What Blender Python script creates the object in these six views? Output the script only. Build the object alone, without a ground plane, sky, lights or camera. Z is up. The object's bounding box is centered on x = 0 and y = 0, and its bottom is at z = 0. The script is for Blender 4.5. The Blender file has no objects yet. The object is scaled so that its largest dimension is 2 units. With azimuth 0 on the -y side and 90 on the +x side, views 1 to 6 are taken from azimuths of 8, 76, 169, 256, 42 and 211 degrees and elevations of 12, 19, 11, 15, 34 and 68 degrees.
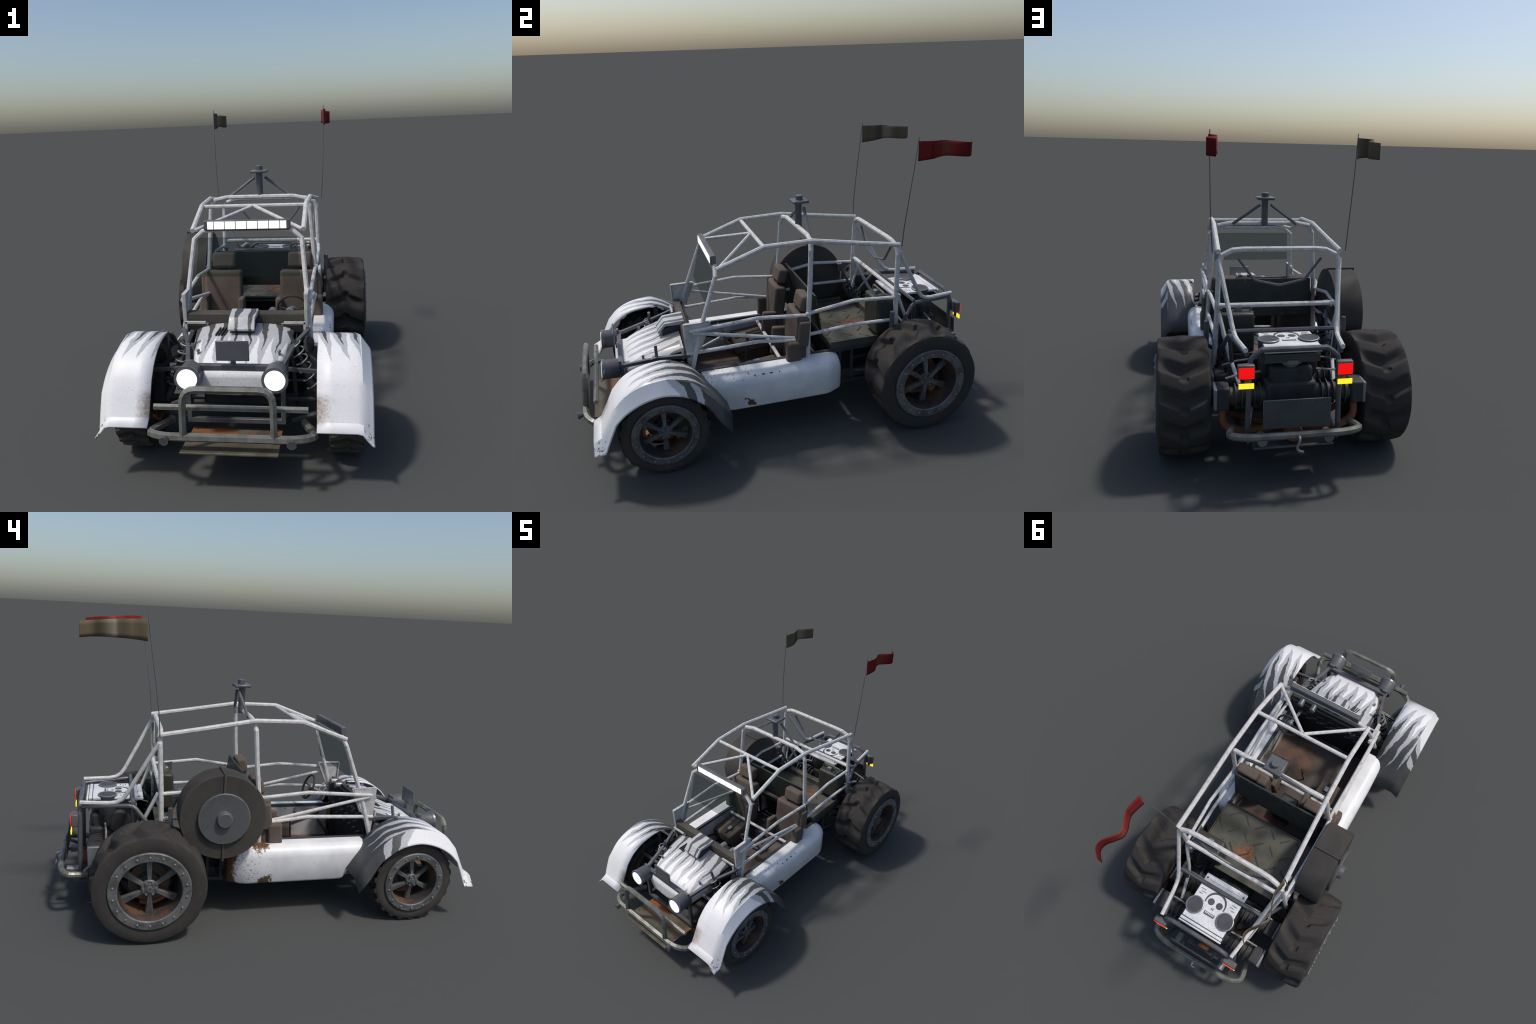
import bpy, bmesh, math, random
from mathutils import Vector, Matrix

random.seed(7)
PI = math.pi
V = Vector

# ------------------------------------------------------------------ mesh kit
class MB:
    """Collects vertices and faces of one part."""
    def __init__(self):
        self.v, self.f = [], []

    def add(self, verts, faces):
        o = len(self.v)
        self.v += [tuple(p) for p in verts]
        self.f += [tuple(i + o for i in f) for f in faces]
        return self

    def box(self, c, size, rot=None, taper=None):
        hx, hy, hz = (s / 2 for s in size)
        pts = []
        for z in (-1, 1):
            k = taper if (taper and z > 0) else 1.0
            for x, y in ((-1, -1), (1, -1), (1, 1), (-1, 1)):
                pts.append(V((x * hx * k, y * hy * k, z * hz)))
        if rot is not None:
            pts = [rot @ p for p in pts]
        pts = [p + V(c) for p in pts]
        return self.add(pts, [(3, 2, 1, 0), (4, 5, 6, 7), (0, 1, 5, 4), (1, 2, 6, 5), (2, 3, 7, 6), (3, 0, 4, 7)])

    def hexa(self, lo, hi):
        """box from two quads of four points each"""
        return self.add(list(lo) + list(hi), [(3, 2, 1, 0), (4, 5, 6, 7), (0, 1, 5, 4), (1, 2, 6, 5), (2, 3, 7, 6), (3, 0, 4, 7)])

    def tube(self, pts, r, n=8, closed=False, turn=0.5):
        pts = [V(p) for p in pts]
        m = len(pts)
        rr = r if isinstance(r, (list, tuple)) else [r] * m
        def seg(i):
            return (pts[(i + 1) % m] - pts[i % m]).normalized()
        t0 = seg(0)
        up = V((0, 0, 1)) if abs(t0.z) < 0.9 else V((0, 1, 0))
        nrm = (up - t0 * up.dot(t0)).normalized()
        rings, prev = [], t0
        for i in range(m):
            if closed:
                a, b = seg(i - 1), seg(i)
            else:
                a = seg(i - 1) if i > 0 else seg(0)
                b = seg(i) if i < m - 1 else seg(m - 2)
            nrm = prev.rotation_difference(a) @ nrm
            prev = a
            t = (a + b).normalized() if (a + b).length > 1e-6 else a
            bi = a.cross(nrm)
            k = a.dot(t)
            ring = []
            for j in range(n):
                th = 2 * PI * (j + turn) / n
                d = nrm * math.cos(th) + bi * math.sin(th)
                s = -d.dot(t) / max(k, 0.3)
                ring.append(pts[i] + (d + a * s) * rr[i])
            rings.append(ring)
            nrm2 = a.rotation_difference(b) @ nrm
            nrm, prev = nrm2, b
        o = len(self.v)
        for ring in rings:
            self.v += [tuple(p) for p in ring]
        cnt = m if closed else m - 1
        for i in range(cnt):
            for j in range(n):
                k2 = (j + 1) % n
                i2 = (i + 1) % m
                self.f.append((o + i * n + j, o + i * n + k2, o + i2 * n + k2, o + i2 * n + j))
        if not closed:
            self.f.append(tuple(o + j for j in reversed(range(n))))
            self.f.append(tuple(o + (m - 1) * n + j for j in range(n)))
        return self

    def cyl(self, p0, p1, r0, r1=None, n=16):
        return self.tube([p0, p1], [r0, r0 if r1 is None else r1], n)

    def lathe(self, profile, c=(0, 0, 0), axis="x", n=32, closed=False, turn=0.0):
        """profile: (along, radius)"""
        o = len(self.v)
        m = len(profile)
        for (h, r) in profile:
            for j in range(n):
                th = 2 * PI * (j + turn) / n
                a, b = r * math.cos(th), r * math.sin(th)
                p = {"x": (h, a, b), "y": (b, h, a), "z": (a, b, h)}[axis]
                self.v.append((p[0] + c[0], p[1] + c[1], p[2] + c[2]))
        cnt = m if closed else m - 1
        for i in range(cnt):
            i2 = (i + 1) % m
            for j in range(n):
                k = (j + 1) % n
                self.f.append((o + i * n + j, o + i * n + k, o + i2 * n + k, o + i2 * n + j))
        if not closed:
            self.f.append(tuple(o + j for j in reversed(range(n))))
            self.f.append(tuple(o + (m - 1) * n + j for j in range(n)))
        return self

    def loft(self, secs, ring=True, caps=True):
        o = len(self.v)
        m, n = len(secs), len(secs[0])
        for s in secs:
            self.v += [tuple(p) for p in s]
        for i in range(m - 1):
            for j in range(n if ring else n - 1):
                k = (j + 1) % n
                self.f.append((o + i * n + j, o + i * n + k, o + (i + 1) * n + k, o + (i + 1) * n + j))
        if caps and ring:
            self.f.append(tuple(o + j for j in reversed(range(n))))
            self.f.append(tuple(o + (m - 1) * n + j for j in range(n)))
        return self

    def prism(self, poly, f0, f1):
        """poly of 2d points mapped by f0/f1 to the two faces"""
        n = len(poly)
        return self.add([f0(*p) for p in poly] + [f1(*p) for p in poly],
                        [tuple(reversed(range(n))), tuple(range(n, 2 * n))] +
                        [(i, (i + 1) % n, n + (i + 1) % n, n + i) for i in range(n)])


def fillet(pts, r, seg=3):
    pts = [V(p) for p in pts]
    out = [pts[0]]
    for i in range(1, len(pts) - 1):
        a, b, c = pts[i - 1], pts[i], pts[i + 1]
        d1, d2 = (a - b), (c - b)
        k = min(r, d1.length * 0.48, d2.length * 0.48)
        p, q = b + d1.normalized() * k, b + d2.normalized() * k
        for s in range(seg + 1):
            t = s / seg
            out.append(p.lerp(b, t).lerp(b.lerp(q, t), t))
    out.append(pts[-1])
    return out


def mir(pts):
    return [(-p[0], p[1], p[2]) for p in pts]


ROOT = bpy.data.objects.new("dune_buggy", None)
bpy.context.scene.collection.objects.link(ROOT)
ROOT.empty_display_size = 0.2
ROOT["label"] = "weathered zebra-striped off-road dune buggy with tube cage"
ROOT["category"] = "car"


def link(name, me, parent=None, loc=None, rotz=0.0, stuff=False):
    o = bpy.data.objects.new(name, me)
    bpy.context.scene.collection.objects.link(o)
    o.parent = parent or ROOT
    if loc is not None:
        o.location = loc
    o.rotation_euler = (0, 0, rotz)
    if stuff:
        o["kind"] = "stuff"
    return o


def mesh(name, mb, mat, smooth=None, recalc=True):
    me = bpy.data.meshes.new(name)
    me.from_pydata(mb.v, [], mb.f)
    if recalc:
        bm = bmesh.new()
        bm.from_mesh(me)
        bmesh.ops.recalc_face_normals(bm, faces=bm.faces)
        bm.to_mesh(me)
        bm.free()
    me.materials.append(mat)
    if smooth is not None:
        me.shade_smooth()
        if smooth < 180:
            me.set_sharp_from_angle(angle=math.radians(smooth))
    me.update()
    return me


def part(name, mb, mat, parent=None, smooth=None, bevel=0.0, seg=2, loc=None, rotz=0.0, stuff=False, angle=30):
    o = link(name, mesh(name, mb, mat, smooth), parent, loc, rotz, stuff)
    if bevel:
        m = o.modifiers.new("round", "BEVEL")
        m.width, m.segments, m.limit_method, m.angle_limit = bevel, seg, "ANGLE", math.radians(angle)
        m.harden_normals = False
        if smooth is None:
            o.data.shade_smooth()
            o.data.set_sharp_from_angle(angle=math.radians(50))
    return o


# ------------------------------------------------------------------ materials
class NT:
    def __init__(self, name):
        self.m = bpy.data.materials.new(name)
        self.m.use_nodes = True
        self.t = self.m.node_tree
        self.t.nodes.clear()
        self.out = self.n("ShaderNodeOutputMaterial")
        self.tc = self.n("ShaderNodeTexCoord")
        self.co = self.tc.outputs["Object"]
        self.xyz = None

    def n(self, k, **kw):
        nd = self.t.nodes.new(k)
        for a, b in kw.items():
            setattr(nd, a, b)
        return nd

    def set(self, sock, val):
        if isinstance(val, bpy.types.NodeSocket):
            self.t.links.new(val, sock)
        else:
            if hasattr(sock.default_value, "__len__"):
                val = tuple(val)
                if len(sock.default_value) == 4 and len(val) == 3:
                    val = val + (1,)
            sock.default_value = val

    def math(self, op, a, b=0.0, c=0.0, clamp=False):
        nd = self.n("ShaderNodeMath", operation=op, use_clamp=clamp)
        for i, x in enumerate((a, b, c)):
            self.set(nd.inputs[i], x)
        return nd.outputs[0]

    def axis(self, i):
        if self.xyz is None:
            s = self.n("ShaderNodeSeparateXYZ")
            self.set(s.inputs[0], self.co)
            self.xyz = s
        return self.xyz.outputs[i]

    def noise(self, scale, detail=4, rough=0.55, stretch=None, dist=0.0):
        nd = self.n("ShaderNodeTexNoise")
        co = self.co
        if stretch:
            mp = self.n("ShaderNodeMapping")
            self.set(mp.inputs[0], co)
            mp.inputs["Scale"].default_value = stretch
            co = mp.outputs[0]
        self.set(nd.inputs["Vector"], co)
        nd.inputs["Scale"].default_value = scale
        nd.inputs["Detail"].default_value = detail
        nd.inputs["Roughness"].default_value = rough
        nd.inputs["Distortion"].default_value = dist
        return nd.outputs["Fac"]

    def ramp(self, x, lo, hi, a=0.0, b=1.0, smooth=True):
        nd = self.n("ShaderNodeMapRange")
        nd.interpolation_type = "SMOOTHSTEP" if smooth else "LINEAR"
        nd.clamp = True
        for i, v in enumerate((x, lo, hi, a, b)):
            self.set(nd.inputs[i], v)
        return nd.outputs[0]

    def mix(self, f, a, b):
        nd = self.n("ShaderNodeMix", data_type="RGBA")
        self.set(nd.inputs[0], f)
        self.set(nd.inputs[6], a)
        self.set(nd.inputs[7], b)
        return nd.outputs[2]

    def bsdf(self, col, rough=0.6, metal=0.0, spec=0.4, bump=None, bump_s=0.2, coat=0.0):
        p = self.n("ShaderNodeBsdfPrincipled")
        self.set(p.inputs["Base Color"], col)
        self.set(p.inputs["Roughness"], rough)
        self.set(p.inputs["Metallic"], metal)
        self.set(p.inputs["Specular IOR Level"], spec)
        self.set(p.inputs["Coat Weight"], coat)
        if bump is not None:
            b = self.n("ShaderNodeBump")
            b.inputs["Strength"].default_value = bump_s
            b.inputs["Distance"].default_value = 0.004
            self.set(b.inputs["Height"], bump)
            self.t.links.new(b.outputs[0], p.inputs["Normal"])
        self.t.links.new(p.outputs[0], self.out.inputs[0])
        return p

    def edge(self, radius=0.004, lo=0.02, hi=0.25):
        """worn edges, from the rounded normal"""
        b = self.n("ShaderNodeBevel", samples=4)
        b.inputs["Radius"].default_value = radius
        g = self.n("ShaderNodeNewGeometry")
        d = self.n("ShaderNodeVectorMath", operation="DOT_PRODUCT")
        self.t.links.new(b.outputs[0], d.inputs[0])
        self.t.links.new(g.outputs["Normal"], d.inputs[1])
        return self.ramp(self.math("SUBTRACT", 1.0, d.outputs["Value"]), lo, hi)


def C(r, g, b):
    """sRGB 0..255 to linear"""
    return tuple(((c / 255) / 12.92 if c / 255 <= 0.04045 else ((c / 255 + 0.055) / 1.055) ** 2.4) for c in (r, g, b))


RUST, RUST_D = C(122, 82, 56), C(80, 56, 40)


def worn(name, base, alt, edge_col=None, rust=0.0, rough=0.55, metal=0.0, scale=14.0, edge_r=0.004, spec=0.4, fine=0.25, edge_amt=0.8):
    m = NT(name)
    a = m.noise(scale, 5, 0.6)
    b = m.noise(scale * 6, 3, 0.6)
    col = m.mix(m.ramp(a, 0.35, 0.68), base, alt)
    dk = tuple(c * 0.72 for c in base)
    col = m.mix(m.math("MULTIPLY", m.ramp(b, 0.5, 0.75), fine), col, dk)
    if rust > 0:
        r = m.noise(scale * 0.55, 6, 0.65, dist=0.3)
        mask = m.ramp(r, 0.74 - rust * 0.25, 0.82 - rust * 0.25)
        col = m.mix(mask, col, m.mix(m.ramp(b, 0.35, 0.65), RUST, RUST_D))
    if edge_col is not None:
        e = m.math("MULTIPLY", m.edge(edge_r), m.ramp(m.noise(scale * 3, 3), 0.3, 0.6, 0.35, edge_amt))
        col = m.mix(e, col, edge_col)
    m.bsdf(col, m.ramp(a, 0.3, 0.7, rough - 0.08, rough + 0.1), metal, spec, b, 0.08)
    return m.m


M = {}
# cage: chipped off-white paint over grey steel, brown at the joints
m = NT("chipped_white_paint_tube")
a, b, c = m.noise(45, 5, 0.65), m.noise(160, 3, 0.6), m.noise(16, 5, 0.65)
col = m.mix(m.ramp(a, 0.38, 0.70), C(208, 205, 201), C(182, 179, 177))
col = m.mix(m.ramp(b, 0.6, 0.74, 0, 0.35), col, C(150, 145, 140))
col = m.mix(m.ramp(c, 0.63, 0.72, 0, 0.7), col, C(150, 128, 110))
col = m.mix(m.ramp(m.noise(24, 6, 0.7), 0.71, 0.75, 0, 0.9), col, C(104, 78, 58))
m.bsdf(col, 0.55, 0.0, 0.4, b, 0.15)
M["cage"] = m.m
M["plate_white"] = worn("scuffed_white_plate", C(196, 194, 190), C(168, 167, 165), C(120, 100, 84), 0.06, 0.6, scale=18)
M["frame"] = worn("grey_frame_steel", C(100, 101, 104), C(82, 83, 86), C(132, 133, 136), 0.04, 0.45, 0.25, 16)
M["frame_dark"] = worn("dark_chassis_steel", C(66, 67, 71), C(54, 55, 58), C(92, 92, 95), 0.1, 0.55, 0.1, 12)
M["bumper"] = worn("tarnished_bumper_tube", C(124, 125, 118), C(98, 98, 90), C(158, 158, 152), 0.03, 0.42, 0.3, 22)
M["engine"] = worn("sooty_engine_block", C(58, 58, 60), C(48, 47, 46), C(84, 84, 86), 0.03, 0.6, 0.1, 12)
M["fin"] = worn("cast_cylinder_fins", C(76, 75, 74), C(58, 55, 53), C(108, 106, 104), 0.12, 0.55, 0.15, 20)
M["alloy"] = worn("dull_alloy_cover", C(138, 139, 142), C(116, 117, 120), C(176, 176, 178), 0.0, 0.4, 0.4, 14)
M["canister"] = worn("dark_air_canister", C(80, 80, 84), C(66, 66, 69), C(150, 145, 140), 0.0, 0.5, 0.1, 20)
M["housing"] = worn("grey_lamp_housing", C(98, 98, 99), C(86, 86, 87), C(128, 129, 134), 0.0, 0.5, 0.1, 10)
M["chrome"] = worn("bright_lamp_rim", C(130, 132, 138), C(112, 114, 120), None, 0.0, 0.3, 0.6, 10)
M["rust"] = worn("rusty_exhaust_pipe", C(136, 84, 54), C(104, 66, 44), None, 0.0, 0.75, 0.0, 12)
M["seat"] = worn("brown_seat_cloth", C(100, 89, 80), C(90, 80, 72), C(114, 103, 92), 0.0, 0.85, 0.0, 9, spec=0.2, fine=0.1, edge_amt=0.5)
M["dash"] = worn("brown_black_dash_vinyl", C(80, 75, 67), C(68, 64, 58), C(98, 92, 82), 0.0, 0.7, 0.0, 9, spec=0.25, fine=0.1)
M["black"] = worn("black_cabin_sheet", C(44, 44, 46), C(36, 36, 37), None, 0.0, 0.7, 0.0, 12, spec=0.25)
M["olive"] = worn("olive_black_partition", C(54, 57, 52), C(46, 49, 46), C(92, 95, 92), 0.0, 0.5, 0.1, 8, fine=0.1)
M["can"] = worn("olive_fuel_can", C(63, 63, 56), C(54, 55, 50), C(104, 106, 98), 0.03, 0.5, 0.1, 12, fine=0.1)
M["can_trim"] = worn("khaki_can_handle", C(104, 100, 78), C(88, 86, 68), None, 0.0, 0.55, 0.1, 12)
M["plate_dark"] = worn("dark_number_plate", C(78, 82, 80), C(68, 72, 71), C(128, 131, 130), 0.02, 0.45, 0.2, 12)
M["mirror_plate"] = worn("smooth_grey_plate", C(100, 101, 105), C(90, 91, 95), C(150, 154, 164), 0.0, 0.35, 0.15, 6, fine=0.05)
M["spring"] = worn("pale_coil_spring", C(158, 156, 151), C(124, 122, 118), None, 0.05, 0.5, 0.2, 20)
M["slot"] = worn("pressed_metal_slot", C(118, 120, 124), C(98, 100, 104), None, 0.0, 0.4, 0.4, 20)
M["drum"] = worn("dusty_rubber_cover", C(70, 66, 61), C(58, 56, 54), C(104, 90, 74), 0.0, 0.75, 0.0, 6, spec=0.25, fine=0.1, edge_r=0.010, edge_amt=0.8)
M["drum_cap"] = worn("grey_spare_cap", C(88, 89, 90), C(76, 77, 78), C(150, 150, 150), 0.0, 0.5, 0.1, 8, fine=0.15, edge_r=0.008, edge_amt=1.0)
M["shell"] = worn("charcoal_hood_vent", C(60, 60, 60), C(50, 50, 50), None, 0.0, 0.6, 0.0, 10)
M["mark"] = worn("dark_stencil_paint", C(84, 84, 86), C(72, 72, 74), None, 0.0, 0.6, 0.0, 40)

# flat sheet with rust patches (skid plates)
m = NT("rusting_olive_sheet")
a, b = m.noise(7, 6, 0.6, dist=0.4), m.noise(60, 4)
col = m.mix(m.ramp(a, 0.35, 0.6), C(110, 104, 90), C(86, 80, 68))
y = m.axis(1)
near = m.ramp(y, -0.90, -0.80)
col = m.mix(m.math("MULTIPLY", near, m.ramp(m.noise(9, 5, 0.6), 0.42, 0.56)), col, C(148, 92, 56))
col = m.mix(m.math("MULTIPLY", m.edge(0.004), 0.6), col, C(138, 136, 128))
m.bsdf(col, 0.55, 0.15, 0.35, b, 0.1)
M["skid"] = m.m

m = NT("rusty_floor_pan")
a, b = m.noise(5, 6, 0.62, dist=0.4), m.noise(50, 4)
col = m.mix(m.ramp(a, 0.40, 0.62), C(88, 80, 74), C(68, 60, 55))
col = m.mix(m.ramp(m.noise(4.2, 5, 0.6), 0.50, 0.64, 0, 0.85), col, C(112, 80, 63))
m.bsdf(col, 0.7, 0.0, 0.3, b, 0.1)
M["floor"] = m.m

m = NT("tread_bed_plate")
a, b = m.noise(9, 5, 0.6), m.noise(70, 4)
col = m.mix(m.ramp(a, 0.35, 0.65), C(92, 90, 79), C(74, 74, 67))
bx, by = m.math("SUBTRACT", m.axis(0), 0.035), m.math("SUBTRACT", m.axis(1), 0.400)
bd = m.math("SQRT", m.math("ADD", m.math("MULTIPLY", m.math("MULTIPLY", bx, bx), 0.5), m.math("MULTIPLY", by, by)))
bd = m.math("ADD", bd, m.math("MULTIPLY", m.math("SUBTRACT", m.noise(16, 6, 0.65), 0.5), 0.17))
mask = m.math("MAXIMUM", m.ramp(bd, 0.055, 0.02), m.math("MULTIPLY", m.ramp(m.noise(6.5, 6, 0.62, dist=0.3), 0.64, 0.72), 0.7))
col = m.mix(mask, col, m.mix(m.ramp(b, 0.4, 0.6), C(150, 92, 54), C(110, 76, 56)))
col = m.mix(m.math("MULTIPLY", m.edge(0.004), 0.55), col, C(128, 132, 130))
m.bsdf(col, 0.5, 0.15, 0.4, b, 0.08)
M["bed"] = m.m
M["tread_bar"] = worn("dark_tread_bar_pale_edges", C(72, 71, 63), C(62, 61, 55), C(128, 125, 110), 0.05, 0.5, 0.15, 12, edge_amt=0.9)  # bars darker than the bed, paler along their edges

# white body panels with rust: stains low down and at the rear of the left tank
def white_panel(name, tank):
    m = NT(name)
    a, f = m.noise(9, 4), m.noise(150, 3, 0.6)
    col = m.mix(m.ramp(a, 0.35, 0.7), C(232, 231, 230), C(217, 216, 215))
    col = m.mix(m.ramp(m.noise(85, 4, 0.7), 0.66, 0.70, 0, 0.8), col, C(140, 134, 130))
    if tank:
        x, y, z = m.axis(0), m.axis(1), m.axis(2)
        nx = m.noise(22, 6, 0.68, dist=0.25)
        left = m.ramp(x, -0.05, 0.05, 1, 0)
        # rear end of the left tank rusted through, speckle ahead of it
        end = m.math("MULTIPLY", left, m.ramp(m.math("ADD", y, m.math("MULTIPLY", nx, 0.22)), 0.275, 0.305))
        zone = m.math("MULTIPLY", left, m.ramp(y, -0.02, 0.14))
        speck = m.math("MULTIPLY", zone, m.ramp(m.noise(105, 4, 0.7), 0.585, 0.62))
        # two blots: top by the seat and bottom edge
        def blot(cy, cz, r, side):
            dy, dz = m.math("SUBTRACT", y, cy), m.math("SUBTRACT", z, cz)
            d = m.math("SQRT", m.math("ADD", m.math("MULTIPLY", dy, dy), m.math("MULTIPLY", dz, dz)))
            d = m.math("ADD", d, m.math("MULTIPLY", m.math("SUBTRACT", nx, 0.5), 0.16))
            return m.math("MULTIPLY", side, m.ramp(d, r * 0.8, r * 1.15, 1, 0))
        right = m.math("SUBTRACT", 1.0, left)
        bl = m.math("MAXIMUM", blot(0.07, 0.35, 0.034, left), blot(0.055, 0.18, 0.03, left))
        bl = m.math("MAXIMUM", bl, blot(-0.245, 0.205, 0.024, right))
        rm = m.math("MAXIMUM", m.math("MAXIMUM", end, bl), 0.0)
        col = m.mix(m.math("MULTIPLY", speck, 0.85), col, C(104, 88, 78))
        col = m.mix(rm, col, m.mix(m.ramp(f, 0.35, 0.65), C(116, 82, 56), C(80, 58, 43)))
        # small chips along the top of the right tank
        chips = m.math("MULTIPLY", m.math("MULTIPLY", right, m.ramp(z, 0.30, 0.33)), m.math("MULTIPLY", m.ramp(y, -0.15, -0.25), m.ramp(m.noise(95, 4, 0.7), 0.59, 0.63)))
        col = m.mix(chips, col, C(98, 88, 82))
    m.bsdf(col, 0.42, 0.0, 0.45, f, 0.04, coat=0.1)
    return m.m

M["tank"] = white_panel("white_side_tank_paint", True)
m = NT("scuffed_inner_panel")
a = m.noise(14, 6, 0.68)
col = m.mix(m.ramp(m.noise(8, 4), 0.35, 0.65), C(188, 186, 184), C(160, 158, 157))
col = m.mix(m.ramp(a, 0.58, 0.66), col, C(120, 92, 70))
m.bsdf(col, 0.6)
M["inner"] = m.m

# zebra paint: dark core, pale grey halo, on white
def zebra(name, fender):
    m = NT(name)
    x, y, z = m.axis(0), m.axis(1), m.axis(2)
    ax = m.math("ABSOLUTE", x)
    wob = m.math("MULTIPLY", m.math("SUBTRACT", m.noise(9, 2, 0.45), 0.5), 0.040)
    rag = m.math("MULTIPLY", m.math("SUBTRACT", m.noise(100, 3, 0.6), 0.5), 0.009)
    g = m.noise(140, 3, 0.65)
    if fender:
        dy, dz = m.math("ADD", y, 0.632), m.math("MAXIMUM", m.math("SUBTRACT", z, 0.19), 0.001)
        th = m.math("ARCTAN2", dz, m.math("MULTIPLY", dy, -1.0))
        deg = m.math("MULTIPLY", th, 180 / PI)
        rad = m.math("SQRT", m.math("ADD", m.math("MULTIPLY", dy, dy), m.math("MULTIPLY", dz, dz)))
        # distance across the panel keeps growing where the side turns down
        drop = m.ramp(ax, 0.458, 0.505, 0.0, 0.085, smooth=False)
        p = m.math("ADD", m.math("ADD", ax, drop), m.math("MULTIPLY", m.math("SUBTRACT", deg, 90.0), 0.00105))
        side = m.ramp(x, -0.01, 0.01, 0.402, 0.386)
        u = m.math("DIVIDE", m.math("SUBTRACT", m.math("ADD", m.math("ADD", p, wob), rag), side), 0.0575)
        d = m.math("ABSOLUTE", m.math("SUBTRACT", u, m.math("ROUND", u)))          # 0 on the stripe, .5 between
        grow = m.math("ADD", deg, m.math("MULTIPLY", m.math("SUBTRACT", m.noise(14, 2), 0.5), 16.0))
        core = m.math("ADD", m.ramp(grow, 76.0, 102.0, 0.0, 0.21, False), m.ramp(grow, 102.0, 152.0, 0.0, 0.33, False))
        halo = m.math("ADD", m.ramp(grow, 54.0, 80.0, -0.06, 0.30, False), m.ramp(grow, 80.0, 112.0, 0.0, 0.26, False))
    else:
        u = m.math("DIVIDE", m.math("SUBTRACT", m.math("ADD", m.math("ADD", x, wob), rag), 0.036), 0.0565)
        d = m.math("ABSOLUTE", m.math("SUBTRACT", u, m.math("ROUND", u)))
        grow = m.math("ADD", y, m.math("MULTIPLY", m.math("SUBTRACT", m.noise(9, 2), 0.5), 0.045))
        core = m.ramp(grow, -0.69, -0.47, 0.0, 0.27, False)
        halo = m.math("ADD", m.math("ADD", m.ramp(grow, -0.775, -0.735, 0.03, 0.09, False), m.ramp(grow, -0.735, -0.67, 0.0, 0.22, False)), m.ramp(grow, -0.67, -0.58, 0.0, 0.24, False))
    kc = m.math("SUBTRACT", d, core)
    kh = m.math("SUBTRACT", d, halo)
    white = m.mix(m.ramp(g, 0.4, 0.7), C(230, 229, 229), C(223, 222, 222))
    grey = m.mix(m.ramp(g, 0.35, 0.65), C(186, 186, 188), C(172, 172, 174))
    dark = m.mix(m.ramp(g, 0.35, 0.65), C(80, 80, 78), C(70, 70, 69))
    col = m.mix(m.ramp(kh, -0.02, 0.05), grey, white)
    has = m.ramp(core, 0.0, 0.02)
    dmask = m.math("MULTIPLY", has, m.ramp(kc, -0.012, 0.016, 1, 0))
    col = m.mix(dmask, col, dark)
    if fender:
        # the side turned down over the wheel carries one broad bar and a pale streak
        lean = m.math("MULTIPLY", m.math("SUBTRACT", 0.277, rad), 300.0)
        dd = m.math("ADD", m.math("SUBTRACT", deg, lean), m.math("MULTIPLY", m.math("SUBTRACT", m.noise(22, 3, 0.6), 0.5), 9.0))
        bar = m.math("MULTIPLY", m.ramp(dd, 100.0, 101.0), m.ramp(dd, 113.0, 112.0))
        bar = m.math("MAXIMUM", bar, m.ramp(dd, 122.5, 123.5))
        scol = m.mix(bar, m.mix(m.ramp(dd, 89.0, 91.0), white, grey), dark)
        col = m.mix(m.ramp(ax, 0.463, 0.467), col, scol)
    chips = m.ramp(m.noise(70, 5, 0.72), 0.675, 0.70, 0, 0.75)
    col = m.mix(chips, col, C(120, 112, 106))
    if fender:
        low = m.math("MULTIPLY", m.ramp(y, -0.80, -0.84), m.math("MULTIPLY", m.ramp(z, 0.335, 0.30), m.ramp(z, 0.225, 0.245)))
        mud = m.math("MULTIPLY", low, m.ramp(m.math("ADD", ax, m.math("MULTIPLY", m.noise(40, 5, 0.7), 0.10)), 0.355, 0.425, 1, 0))
        mud = m.math("MULTIPLY", mud, m.ramp(m.noise(120, 4, 0.7), 0.25, 0.6, 0.35, 1.0))
        col = m.mix(m.math("MULTIPLY", mud, 0.85), col, C(136, 118, 102))
        tip = m.math("MULTIPLY", m.ramp(ax, 0.465, 0.475), m.ramp(z, 0.235, 0.215))
        tip = m.math("MULTIPLY", m.math("MULTIPLY", tip, m.ramp(y, -0.86, -0.88)), m.ramp(m.noise(60, 5, 0.7), 0.55, 0.6))
        col = m.mix(tip, col, C(122, 104, 92))
    else:
        fr = m.math("MULTIPLY", m.ramp(y, -0.752, -0.766), m.ramp(m.noise(26, 5, 0.7), 0.5, 0.58))
        col = m.mix(m.math("MULTIPLY", fr, 0.9), col, C(120, 84, 62))
    m.bsdf(col, 0.45, 0.0, 0.45, g, 0.05, coat=0.08)
    return m.m

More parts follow.
